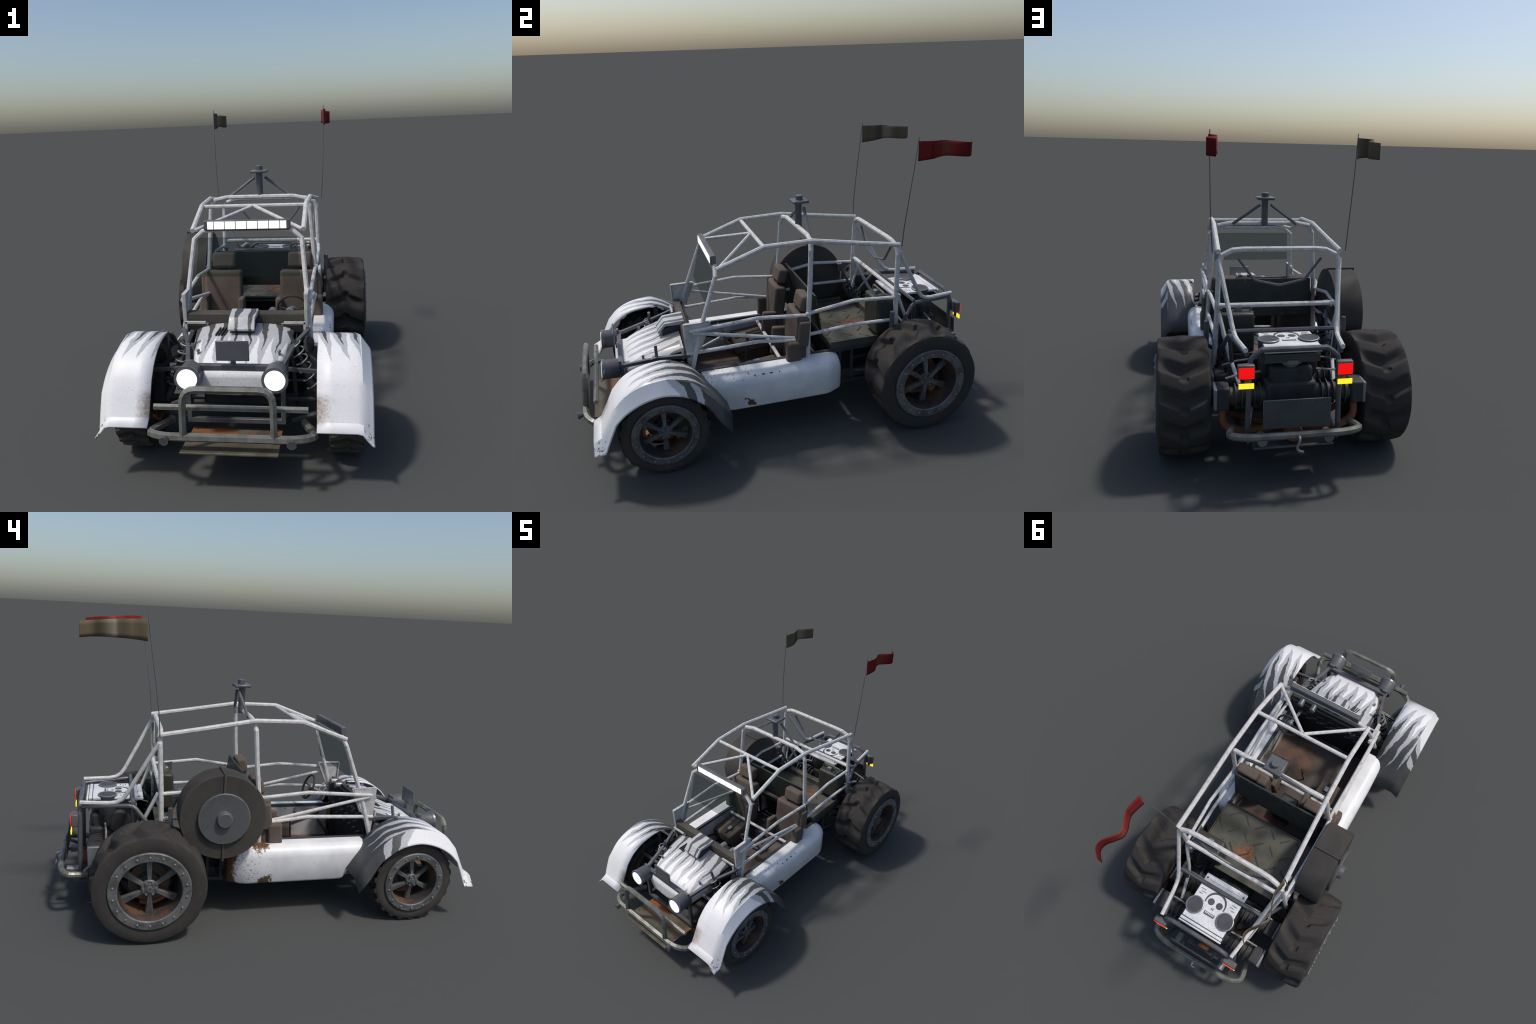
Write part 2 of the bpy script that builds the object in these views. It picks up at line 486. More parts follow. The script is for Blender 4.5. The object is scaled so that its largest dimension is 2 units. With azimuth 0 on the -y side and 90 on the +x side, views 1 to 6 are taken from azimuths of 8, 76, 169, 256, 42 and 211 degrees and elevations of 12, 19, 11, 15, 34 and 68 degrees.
M["fender"] = zebra("zebra_fender_paint", True)
M["hood"] = zebra("zebra_hood_paint", False)
m = NT("white_nose_paint")
g = m.noise(140, 3, 0.65)
col = m.mix(m.ramp(g, 0.4, 0.7), C(226, 225, 225), C(210, 209, 209))
col = m.mix(m.ramp(m.noise(30, 5, 0.7), 0.62, 0.70, 0, 0.7), col, C(128, 112, 100))
col = m.mix(m.math("MULTIPLY", m.ramp(m.axis(2), 0.325, 0.30), m.ramp(m.noise(34, 5, 0.7), 0.5, 0.62)), col, C(130, 92, 68))
m.bsdf(col, 0.45)
M["nose"] = m.m
m = NT("grimy_white_lid_paint")
g = m.noise(90, 4, 0.65)
col = m.mix(m.ramp(g, 0.4, 0.7), C(226, 226, 228), C(204, 203, 204))
col = m.mix(m.ramp(m.noise(18, 5, 0.7), 0.63, 0.72, 0, 0.6), col, C(146, 134, 124))
col = m.mix(m.math("MULTIPLY", m.edge(0.005), 0.6), col, C(168, 156, 146))
m.bsdf(col, 0.5)
M["lid"] = m.m

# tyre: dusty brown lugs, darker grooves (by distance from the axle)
def tyre_mat(name, r_lo, r_hi, r_side, kind_soft=False):
    m = NT(name)
    yy, zz = m.axis(1), m.axis(2)
    r = m.math("SQRT", m.math("ADD", m.math("MULTIPLY", yy, yy), m.math("MULTIPLY", zz, zz)))
    a, b = m.noise(11, 5, 0.62), m.noise(45, 4, 0.65)
    lug = m.ramp(m.math("ADD", r, m.math("MULTIPLY", m.math("SUBTRACT", a, 0.5), 0.012)), r_lo, r_hi)
    lug = m.math("MAXIMUM", lug, m.ramp(r, r_side, r_side - 0.008, 0, 0.75))
    col = m.mix(lug, C(72, 67, 62), C(58, 55, 53)) if kind_soft else m.mix(lug, C(54, 52, 51), C(74, 69, 64))
    col = m.mix(m.ramp(a, 0.40, 0.64, 0.0, 0.65), col, C(56, 54, 52))
    col = m.mix(m.ramp(b, 0.55, 0.72, 0, 0.35), col, C(92, 80, 70))
    m.bsdf(col, 0.85, 0.0, 0.2, b, 0.12)
    return m.m

m = NT("worn_wheel_steel")
a, b = m.noise(22, 5, 0.65), m.noise(90, 4)
col = m.mix(m.ramp(a, 0.36, 0.64), C(110, 110, 108), C(80, 79, 77))
col = m.mix(m.ramp(m.noise(15, 5, 0.65), 0.62, 0.72, 0, 0.7), col, C(108, 80, 62))
col = m.mix(m.math("MULTIPLY", m.edge(0.006), 0.85), col, C(152, 153, 155))
m.bsdf(col, 0.48, 0.25, 0.45, b, 0.08)
M["rim"] = m.m
m = NT("rusty_wheel_barrel")
col = m.mix(m.ramp(m.noise(12, 5, 0.6), 0.42, 0.6), C(58, 54, 52), C(98, 72, 54))
m.bsdf(col, 0.65, 0.0, 0.3)
M["barrel"] = m.m
m = NT("rusty_brake_disc")
col = m.mix(m.ramp(m.noise(10, 4, 0.6), 0.45, 0.6), C(80, 78, 76), C(106, 78, 60))
col = m.mix(m.math("MULTIPLY", m.edge(0.004), 0.6), col, C(130, 130, 130))
m.bsdf(col, 0.55, 0.2, 0.4)
M["disc"] = m.m
M["caliper"] = worn("orange_rust_caliper", C(150, 98, 60), C(118, 78, 52), None, 0.0, 0.7)

def lamp(name, colr, s):
    m = NT(name)
    p = m.bsdf(tuple(min(1, c) * 0.6 for c in colr), 0.3)
    p.inputs["Emission Color"].default_value = tuple(colr) + (1,)
    p.inputs["Emission Strength"].default_value = s
    return m.m

M["lamp_white"] = lamp("lit_white_lens", (1.0, 0.99, 0.95), 1.15)
M["lamp_red"] = lamp("lit_red_lens", (0.80, 0.004, 0.004), 1.0)
M["lamp_yellow"] = lamp("lit_yellow_lens", (0.95, 0.80, 0.03), 1.0)

m = NT("tinted_windscreen_glass")
tr = m.n("ShaderNodeBsdfTransparent")
tr.inputs[0].default_value = (0.76, 0.80, 0.80, 1)
p = m.n("ShaderNodeBsdfPrincipled")
p.inputs["Base Color"].default_value = C(58, 76, 76) + (1,)
p.inputs["Roughness"].default_value = 0.35
p.inputs["Specular IOR Level"].default_value = 0.2
mx = m.n("ShaderNodeMixShader")
mx.inputs[0].default_value = 0.08
m.t.links.new(tr.outputs[0], mx.inputs[1])
m.t.links.new(p.outputs[0], mx.inputs[2])
m.t.links.new(mx.outputs[0], m.out.inputs[0])
M["glass"] = m.m

def cloth(name, base, pale, dark):
    m = NT(name)
    y = m.axis(1)
    fold = m.noise(9, 2, 0.4, stretch=(0.3, 3.0, 0.15))
    col = m.mix(m.ramp(fold, 0.35, 0.65), dark, base)
    band = m.math("MULTIPLY", m.ramp(y, 0.695, 0.715), m.ramp(y, 0.765, 0.735))
    col = m.mix(m.math("MULTIPLY", band, 0.7), col, pale)
    col = m.mix(m.ramp(m.noise(160, 3), 0.4, 0.7, 0, 0.2), col, dark)
    p = m.bsdf(col, 0.9, 0, 0.1)
    tl = m.n("ShaderNodeBsdfTranslucent")
    m.set(tl.inputs[0], col)
    mx = m.n("ShaderNodeMixShader")
    mx.inputs[0].default_value = 0.12
    m.t.links.new(p.outputs[0], mx.inputs[1])
    m.t.links.new(tl.outputs[0], mx.inputs[2])
    m.t.links.new(mx.outputs[0], m.out.inputs[0])
    return m.m

M["flag_red"] = cloth("faded_red_flag_cloth", C(136, 48, 44), C(148, 80, 70), C(104, 32, 32))
M["flag_tan"] = cloth("faded_tan_flag_cloth", C(112, 100, 80), C(150, 140, 122), C(88, 80, 66))

# ------------------------------------------------------------------ roll cage
def hoop(base, corner, top, flat):
    """half points on the right side, mirrored over the roof"""
    right = [base] + corner + [top]
    return right + mir(reversed(right))

b_pts = [(0.277, 0.070, 0.33), (0.268, 0.079, 0.56), (0.258, 0.091, 0.70), (0.246, 0.101, 0.865), (0.224, 0.108, 0.902), (0.165, 0.112, 0.914)]
roll_cage = part("roll_cage", MB().tube(b_pts + mir(reversed(b_pts)), 0.0115), M["cage"])
CT = []

def ctube(pts, r=0.0105, n=8, name="cage_tube", mat="cage"):
    o = part(name, MB().tube(pts, r, n), M[mat], roll_cage)
    CT.append(o)
    return o

f_pts = [(0.272, -0.482, 0.355), (0.254, -0.425, 0.56), (0.232, -0.341, 0.79), (0.194, -0.334, 0.824), (0.14, -0.333, 0.832)]
ctube(f_pts + mir(reversed(f_pts)), 0.0105)
r_pts = [(0.281, 0.520, 0.35), (0.268, 0.522, 0.60), (0.262, 0.528, 0.80), (0.249, 0.528, 0.833), (0.205, 0.522, 0.853), (0.16, 0.520, 0.857)]
ctube(r_pts + mir(reversed(r_pts)), 0.0118)
ctube([(0.240, -0.114, 0.900), (-0.240, -0.114, 0.900)], 0.0095)
ctube([(0.262, 0.527, 0.614), (-0.262, 0.527, 0.614)], 0.0105)
for s in (1, -1):
    def q(pts):
        return [(p[0] * s, p[1], p[2]) for p in pts]
    ctube(q([(0.240, -0.334, 0.826), (0.241, -0.115, 0.906), (0.248, 0.106, 0.911), (0.258, 0.35, 0.8745), (0.266, 0.533, 0.849)]), 0.0112)
    ctube(q([(0.232, -0.325, 0.826), (0.004, -0.122, 0.900)]), 0.0085)
    # rear stays, running out over the engine
    ctube(fillet(q([(0.265, 0.533, 0.816), (0.214, 0.694, 0.530), (0.191, 0.870, 0.531)]), 0.05, 3), 0.0098)
    # door tubes
    ctube(q([(0.266, -0.478, 0.558), (0.270, -0.160, 0.580), (0.267, 0.066, 0.558)]), 0.0088)
    ctube(q([(0.266, -0.468, 0.551), (0.262, 0.016, 0.446)]), 0.0078)
    ctube(q([(0.260, -0.495, 0.448), (0.268, -0.160, 0.461), (0.270, 0.014, 0.440)]), 0.0085)
    ctube(q([(0.273, 0.066, 0.567), (0.278, 0.298, 0.604), (0.270, 0.520, 0.587)]), 0.0088)
    ctube(q([(0.276, 0.075, 0.462), (0.279, 0.293, 0.480), (0.276, 0.515, 0.475)]), 0.0085)
    # cranked brace down to the gearbox
    ctube(fillet(q([(0.262, 0.535, 0.590), (0.223, 0.614, 0.416), (0.196, 0.745, 0.340)]), 0.03, 2), 0.0088)
    ctube(q([(0.252, 0.542, 0.560), (0.236, 0.500, 0.42)]), 0.006, 6)
# thin dark V stay at the back
ctube(fillet([(0.182, 0.532, 0.819), (0.109, 0.532, 0.724), (0, 0.532, 0.700), (-0.109, 0.532, 0.724), (-0.182, 0.532, 0.819)], 0.007, 1), 0.0058, 6, "rear_stay", "frame")

# side gusset plates at the foot of the windscreen posts
def gusset(s):
    mb = MB()
    poly = [(-0.501, 0.592), (-0.384, 0.592), (-0.386, 0.584), (-0.474, 0.376), (-0.493, 0.382)]
    mb.prism(poly, lambda y, z: (s * 0.256, y, z), lambda y, z: (s * 0.262, y, z))
    mb.box((s * 0.253, -0.4425, 0.590), (0.018, 0.116, 0.005))
    mb.box((s * 0.253, -0.405, 0.53), (0.018, 0.005, 0.125), Matrix.Rotation(-0.40, 3, "X"))
    mb.box((s * 0.252, -0.497, 0.487), (0.014, 0.005, 0.205), Matrix.Rotation(0.045, 3, "X"))
    part("gusset_plate", mb, M["plate_white"], roll_cage, bevel=0.0015, seg=1)
for s in (1, -1):
    gusset(s)

# roof mount: post, flange plate, cap and two struts
mount = part("roof_mount", MB().lathe([(0.905, 0.0165), (1.034, 0.0165)], (0, 0.122, 0), "z", 12), M["frame"], smooth=40)
part("flange_plate", MB().box((0, 0.126, 1.038), (0.084, 0.078, 0.013)), M["frame"], mount, bevel=0.004)
part("mount_cap", MB().lathe([(1.043, 0.0175), (1.064, 0.0175), (1.066, 0.0155)], (0, 0.127, 0), "z", 16), M["frame"], mount, smooth=40)
for s in (1, -1):
    part("mount_strut", MB().tube([(s * 0.026, 0.142, 1.008), (s * 0.158, 0.122, 0.912)], 0.0078, 6), M["frame"], mount)

# light bar
bar = part("light_bar", MB().box((0, -0.338, 0.851), (0.372, 0.026, 0.042)).box((0, -0.338, 0.832), (0.36, 0.022, 0.012)), M["housing"], bevel=0.004)
edges = [-0.171, -0.1405] + [-0.1405 + 0.0468 * i for i in range(1, 7)]
edges = [-0.171, -0.142, -0.0947, -0.0473, 0.0, 0.0473, 0.0947, 0.142, 0.171]
for i in range(8):
    a, b = edges[i] + 0.0019, edges[i + 1] - 0.0019
    part("light_panel", MB().box(((a + b) / 2, -0.3505, 0.851), (b - a, 0.004, 0.0325)), M["lamp_white"], bar)

# windscreen pane, lying in the hoop plane
wy = lambda z: -0.345 - (0.80 - z) * 0.235
part("windscreen", MB().hexa([(-0.224, wy(0.634) + 0.001, 0.634), (0.224, wy(0.634) + 0.001, 0.634), (0.224, wy(0.634) + 0.005, 0.634), (-0.224, wy(0.634) + 0.005, 0.634)],
                             [(-0.212, wy(0.797) + 0.001, 0.797), (0.212, wy(0.797) + 0.001, 0.797), (0.212, wy(0.797) + 0.005, 0.797), (-0.212, wy(0.797) + 0.005, 0.797)]), M["glass"])

# whip masts and flags
for s, cl in ((1, "flag_red"), (-1, "flag_tan")):
    mast = part("flag_mast", MB().tube([(s * 0.290, 0.531, 0.848), (s * 0.296, 0.535, 0.94), (s * 0.3015, 0.5495, 1.07), (s * 0.305, 0.566, 1.2), (s * 0.307, 0.583, 1.350)], [0.0026, 0.0025, 0.0023, 0.0021, 0.002], 6), M["frame"], smooth=60)
    if s > 0:
        wave = [(0.307, 0.583), (0.317, 0.640), (0.310, 0.670), (0.2965, 0.697), (0.291, 0.729), (0.308, 0.756), (0.333, 0.788), (0.335, 0.818), (0.306, 0.848)]
    else:
        wave = [(-0.307, 0.583), (-0.2985, 0.630), (-0.299, 0.645), (-0.308, 0.673), (-0.321, 0.704), (-0.324, 0.730), (-0.298, 0.767), (-0.281, 0.792), (-0.279, 0.818), (-0.307, 0.849)]
    zt = lambda y: 1.333 + 0.004 * math.sin((y - 0.583) / 0.265 * PI) - 0.020 * (y - 0.583) / 0.265
    zb = lambda y: 1.244 + 0.010 * max(0, math.sin((y - 0.583) / 0.265 * PI * 0.9)) + 0.003 * (y - 0.583) / 0.265
    fine = []
    for i in range(len(wave) - 1):
        p0, p1, p2, p3 = (V(wave[max(0, min(len(wave) - 1, i + k))]) for k in (-1, 0, 1, 2))
        for t in (0, 0.25, 0.5, 0.75):
            fine.append(0.5 * ((2 * p1) + (p2 - p0) * t + (2 * p0 - 5 * p1 + 4 * p2 - p3) * t * t + (3 * p1 - p0 - 3 * p2 + p3) * t ** 3))
    fine.append(V(wave[-1]))
    secs = [[(p.x, p.y, zb(p.y) + (zt(p.y) - zb(p.y)) * k / 4) for k in range(5)] for p in fine]
    o = part("flag", MB().loft(secs, ring=False), M[cl], mast, smooth=180)
    md = o.modifiers.new("cloth", "SOLIDIFY")
    md.thickness, md.offset = 0.0016, 0

# ------------------------------------------------------------------ wheels
def tyre(R, lug_h, x0, x1, r_in, lugs, lag, n, shoulder, soft, rs):
    """x0..x1 local width, open inside; chevron lugs stand on the tread.
    phi runs from the top of the wheel to its rear; the lug tip leads by lag (share of the pitch)"""
    prof = [(x1 - 0.004, r_in, 0), (x1 + 0.000, r_in + 0.010, 0), (x1 + 0.002, (r_in + rs) / 2, 0), (x1 - 0.001, rs - 0.006, 0.0), (x1 - 0.004, rs, 0.0)]
    w = x1 - x0
    m = 30
    for i in range(m + 1):
        t = i / m
        xx = x1 - shoulder - (w - 2 * shoulder) * t
        e = abs(2 * t - 1)
        floor_r = (R - lug_h) + (rs - 0.002 - (R - lug_h)) * max(0.0, (e - 0.5) / 0.5) ** 2
        prof.append((xx, floor_r, R - (0.007 if soft else 0.003) * e ** 3 - floor_r))
    prof += [(x0 + 0.004, rs, 0.0), (x0 + 0.001, rs - 0.006, 0.0), (x0 - 0.002, (r_in + rs) / 2, 0), (x0, r_in + 0.010, 0), (x0 + 0.004, r_in, 0)]
    xm, hw = (x0 + x1) / 2, w / 2
    rnd = random.Random(5)
    ph = [rnd.random() * 6.28 for _ in range(4)]
    mb = MB()
    o = len(prof)
    for j in range(n):
        phi = 2 * PI * j / n
        for (xx, r, k) in prof:
            xn = (xx - xm) / hw
            d = abs(xn)
            if soft:
                d += 0.10 * math.sin(3 * phi + ph[0]) + 0.05 * math.sin(3 * xn + ph[1] + 2 * phi)
            step = 0.10 if abs(xn) < 0.15 else 0.0
            wv = lugs * phi / (2 * PI) + lag * d + (0.14 if soft else 0.0)
            f0 = wv - math.floor(wv)                      # 1 = leading edge of a lug
            h = 0.0
            for f in (f0, f0 + 1.0):
                if soft:
                    up, dn = (f - 0.36) / 0.34, (1.0 + step - f) / 0.17
                else:
                    up, dn = (f - 0.40) / 0.10, (0.97 + step - f) / 0.08
                h = max(h, min(1.0, up, dn))
            h = h * h * (3 - 2 * h)
            if soft:
                h = 1.0 - h
            rr = r + k * h
            mb.v.append((xx, rr * math.sin(phi), rr * math.cos(phi)))
    for j in range(n):
        j2 = (j + 1) % n
        for i in range(o):
            i2 = (i + 1) % o
            mb.f.append((j * o + i, j * o + i2, j2 * o + i2, j2 * o + i))
    return mb


def spokes(n, r0, r1, w0, w1, x_hub, x_rim, depth):
    mb = MB()
    for k in range(n):
        a = 2 * PI * k / n
        rot = Matrix.Rotation(a, 3, "X")
        def P(x, w, r):
            return rot @ V((x, w, r))
        secs = []
        for t in (0.0, 0.5, 1.0):
            r = r0 + (r1 - r0) * t
            w = w0 + (w1 - w0) * t
            x = x_hub + (x_rim - x_hub) * t
            secs.append([P(x, -w * 0.72, r), P(x, w * 0.72, r), P(x - 0.006, w, r), P(x - depth, w, r), P(x - depth, -w, r), P(x - 0.006, -w, r)])
        mb.loft(secs)
    return mb


def wheel_set(kind, Rt, lug_h, x0, x1, ring_o, ring_i, lugs, bolts, y, z, xc, lag, soft, n, hub_x, shoulder, rs):
    tm = tyre_mat("dusty_tyre_rubber_" + kind, Rt - lug_h * 0.8, Rt - 0.004, rs - 0.001, soft)
    me_t = mesh(kind + "_tyre", tyre(Rt, lug_h, x0, x1, ring_o - 0.004, lugs, lag, n, shoulder, soft, rs), tm, 42)
    f = ring_i / 0.134
    # barrel, with back lip; open cylinder walls
    bar_ = MB().lathe([(x1 - 0.012, ring_i + 0.012), (x1 + 0.003, ring_i + 0.003), (x1 + 0.003, ring_i), (x1 - 0.012, ring_i - 0.004), (x1 - 0.05 * f, ring_i - 0.007), (x0 + 0.02, ring_i - 0.012), (x0 + 0.002, ring_i - 0.004), (x0 + 0.002, ring_i + 0.006), (x0 + 0.02, ring_o - 0.006), (x1 - 0.02, ring_o - 0.006)], n=48, closed=True)
    me_b = mesh(kind + "_barrel", bar_, M["barrel"], 40)
    ring = MB().lathe([(x1 - 0.004, ring_i - 0.001), (x1 + 0.0055, ring_i - 0.001), (x1 + 0.0085, ring_i + 0.003), (x1 + 0.0085, ring_o - 0.004), (x1 + 0.0055, ring_o), (x1 - 0.004, ring_o)], n=48, closed=True)
    me_r = mesh(kind + "_beadlock_ring", ring, M["rim"], 30)
    sp = spokes(6, 0.030 * f, ring_i - 0.002, 0.0085 * f, 0.0185 * f, hub_x - 0.002, hub_x - 0.026, 0.016)
    me_s = mesh(kind + "_wheel_spoke", sp, M["rim"], 30)
    hub = MB().lathe([(hub_x - 0.05, 0.034 * f), (hub_x - 0.004, 0.036 * f), (hub_x, 0.032 * f), (hub_x, 0.021 * f), (hub_x + 0.005, 0.020 * f)], n=24)
    hub.lathe([(hub_x + 0.004, 0.0125 * f), (hub_x + 0.012, 0.0115 * f)], n=6)
    me_h = mesh(kind + "_hub", hub, M["rim"], 35)
    disc = MB().lathe([(hub_x - 0.082, 0.086 * f), (hub_x - 0.070, 0.090 * f), (hub_x - 0.065, 0.087 * f), (hub_x - 0.065, 0.052 * f), (hub_x - 0.040, 0.042 * f)], n=32)
    me_d = mesh(kind + "_brake_disc", disc, M["disc"], 35)
    cal = MB()
    for a0 in (-2.55, ):
        secs = []
        for i in range(8):
            a = a0 + 1.35 * i / 7
            def pc(x, r):
                return V((x, r * math.cos(a), r * math.sin(a)))
            secs.append([pc(hub_x - 0.115, 0.098 * f), pc(hub_x - 0.080, 0.098 * f), pc(hub_x - 0.080, 0.114 * f), pc(hub_x - 0.115, 0.116 * f)])
        cal.loft(secs)
    me_c = mesh(kind + "_brake_caliper", cal, M["caliper"], 40)
    back = MB().lathe([(hub_x - 0.14, 0.03 * f), (hub_x - 0.095, 0.03 * f)], n=20)
    me_k = mesh(kind + "_axle_stub", back, M["frame_dark"], 40)
    rb = (ring_o + ring_i) / 2
    bolt = MB().lathe([(-0.002, 0.0052), (0.0022, 0.0048), (0.0048, 0.0028)], n=8)
    me_bolt = mesh(kind + "_rim_bolt", bolt, M["alloy"], 40)
    lugb = MB().lathe([(-0.006, 0.0055 * f), (0.008, 0.0048 * f)], n=8)
    me_lug = mesh(kind + "_lug_nut", lugb, M["rim"], 40)
    for s in (1, -1):
        w = link("wheel", me_b, None, (s * xc, y, z))
        w.scale = (s, 1, 1)
        for nm, me in (("tyre", me_t), ("beadlock_ring", me_r), ("wheel_spokes", me_s), ("wheel_hub", me_h), ("brake_disc", me_d), ("brake_caliper", me_c), ("axle_stub", me_k)):
            link(nm, me, w, (0, 0, 0))
        for i in range(bolts):
            a = 2 * PI * (i + 0.5) / bolts
            link("rim_bolt", me_bolt, w, (x1 + 0.0085, rb * math.cos(a), rb * math.sin(a)))
        for i in range(6):
            a = 2 * PI * (i + 0.5) / 6 + PI / 2
            link("lug_nut", me_lug, w, (hub_x + 0.001, 0.0275 * f * math.cos(a), 0.0275 * f * math.sin(a)))

wheel_set("rear", 0.2475, 0.0260, -0.108, 0.102, 0.173, 0.134, 12, 18, 0.583, 0.2465, 0.420, 0.37, True, 300, 0.070, 0.010, 0.2355)
wheel_set("front", 0.1975, 0.0150, -0.066, 0.065, 0.1455, 0.113, 22, 14, -0.634, 0.1970, 0.411, 0.55, False, 396, 0.046, 0.005, 0.188)

# ------------------------------------------------------------------ fenders
ST = [(-0.930, 0.216, -0.931, 0.169), (-0.896, 0.237, -0.884, 0.173), (-0.866, 0.296, -0.860, 0.237), (-0.836, 0.358, -0.832, 0.300),
      (-0.786, 0.411, -0.788, 0.341), (-0.719, 0.446, -0.728, 0.375), (-0.640, 0.460, -0.664, 0.394), (-0.590, 0.459, -0.610, 0.396),
      (-0.525, 0.434, -0.548, 0.382), (-0.485, 0.407, -0.498, 0.355), (-0.452, 0.370, -0.448, 0.316), (-0.418, 0.332, -0.420, 0.272),
      (-0.384, 0.292, -0.397, 0.229), (-0.341, 0.226, -0.350, 0.168)]

def catmull(st, lo, hi, sub):
    out = list(st[:lo + 1])
    for i in range(lo, hi):
        p = [st[max(0, min(len(st) - 1, i + k))] for k in (-1, 0, 1, 2)]
        if i == lo:
            p[0] = tuple(2 * a - b for a, b in zip(p[1], p[2]))
        for s in range(1, sub + 1):
            t = s / sub
            out.append(tuple(0.5 * ((2 * b) + (c - a) * t + (2 * a - 5 * b + 4 * c - d) * t * t + (3 * b - a - 3 * c + d) * t ** 3) for a, b, c, d in zip(*p)))
    return out + list(st[hi + 1:])

FS = catmull(ST, 3, 12, 3)
for s in (1, -1):
    secs = []
    for (cy, cz, oy, oz) in FS:
        C1, O1 = V((0.457, cy, cz)), V((0.505, oy, oz))
        row = [V((0.305, cy, cz)), V((0.36, cy, cz)), V((0.41, cy, cz)), V((0.448, cy, cz)), C1.lerp(O1, 0.14) + V((0.003, 0, 0.002)), C1.lerp(O1, 0.5) + V((0.002, 0, 0)), C1.lerp(O1, 0.9), O1]
        secs.append([(s * p.x, p.y, p.z) for p in row])
    mb = MB().loft(secs, ring=False)
    if s < 0:
        mb.f = [tuple(reversed(f)) for f in mb.f]
    me = mesh("fender", mb, M["fender"], 27, recalc=False)
    o = link("front_fender", me)
    md = o.modifiers.new("sheet", "SOLIDIFY")
    md.thickness, md.offset = 0.0065, (-1 if s > 0 else -1)
    part("fender_bolt", MB().lathe([(0.452, 0.010), (0.464, 0.0085)], (s * 0.322, -0.588, 0), "z", 6), M["frame"], o)
    part("fender_bracket", MB().box((s * 0.307, -0.585, 0.40), (0.004, 0.022, 0.115)), M["frame_dark"], o)

# ------------------------------------------------------------------ side tanks
for s in (1, -1):
    def sec(y, xo, zt, zb, top_in=0.250, r=0.05):
        pts = [(top_in, zb - 0.028)]
        pts += [(xo - 0.012, zb), (xo - 0.004, zb + 0.010)]
        for i in range(7):
            a = PI / 2 * i / 6
            pts.append((xo - r + r * math.cos(a), zt - r + r * math.sin(a)))
        pts.append((top_in, zt))
        return [(s * x, y, z) for x, z in pts]
    secs = []
    # rear end tapers in and rounds off
    for y, k in ((0.226, 0.048), (0.219, 0.038), (0.200, 0.027), (0.165, 0.008), (0.140, 0.0), (0.05, 0.0), (-0.05, 0.0), (-0.2, 0.0), (-0.30, 0.0)):
        secs.append(sec(y, 0.356 - k, 0.348 - (0.03 if y > 0.22 else 0.016 if y > 0.21 else 0.006 if y > 0.19 else 0.0), 0.171 + (0.006 if y > 0.22 else 0), r=0.052))
    # slanted front edge: foot at y -.33, shoulder at y -.43
    front = []
    for p in sec(0, 0.352, 0.348, 0.171):
        t = (p[2] - 0.171) / 0.177
        front.append((p[0], -0.328 - 0.114 * t, p[2]))
    secs.append(front)
    tank = part("side_tank", MB().loft(list(reversed(secs))), M["tank"], smooth=38, bevel=0.006, seg=3, angle=48)
    # little dents / slots on the right tank top
    if s > 0:
        for i, (yy, ln) in enumerate(((-0.205, 0.006), (-0.165, 0.014), (-0.128, 0.013), (-0.088, 0.005))):
            part("tank_slot", MB().box((0.3405, yy, 0.331), (0.005, ln, 0.004), Matrix.Rotation(0.7, 3, "Y")), M["black"], tank)

# ------------------------------------------------------------------ cabin tub
floor = part("floor_pan", MB().box((0, -0.115, 0.160), (0.50, 0.67, 0.014)), M["floor"], bevel=0.003)
for s in (1, -1):
    part("inner_side_panel", MB().hexa([(s * 0.246, -0.45, 0.148), (s * 0.2495, -0.45, 0.148), (s * 0.2495, 0.21, 0.148), (s * 0.246, 0.21, 0.148)],
                                       [(s * 0.246, -0.45, 0.335), (s * 0.2495, -0.45, 0.335), (s * 0.2495, 0.21, 0.335), (s * 0.246, 0.21, 0.335)]), M["inner"], floor)
    part("sill_rail", MB().tube([(s * 0.253, -0.49, 0.345), (s * 0.253, 0.21, 0.345), (s * 0.250, 0.43, 0.345), (s * 0.246, 0.56, 0.37)], 0.0105, 4), M["frame_dark"], floor)
    # brace strip inside the footwell
    part("footwell_strip", MB().box((s * 0.243, -0.30, 0.262), (0.006, 0.22, 0.010), Matrix.Rotation(-0.35, 3, "X")), M["frame_dark"], floor)
part("cross_tube", MB().tube([(0.247, -0.056, 0.338), (-0.247, -0.050, 0.322)], 0.009, 8), M["cage"], floor)
part("tool_box", MB().box((0, 0.035, 0.205), (0.095, 0.13, 0.11)), M["plate_dark"], floor, bevel=0.004)
lv = part("gear_lever", MB().tube([(0.006, -0.19, 0.148), (0.010, -0.168, 0.27), (0.004, -0.16, 0.345)], 0.0045, 8), M["frame_dark"], floor)
part("lever_knob", MB().lathe([(0.343, 0.006), (0.347, 0.011), (0.356, 0.012), (0.361, 0.007)], (0.004, -0.16, 0), "z", 12), M["dash"], lv, smooth=60)
for x in (0.135, 0.185, 0.225):
    pd = part("foot_pedal", MB().box((x, -0.405, 0.245), (0.028, 0.008, 0.038), Matrix.Rotation(-0.5, 3, "X")).tube([(x, -0.41, 0.235), (x, -0.455, 0.17)], 0.0035, 6), M["frame_dark"], floor)

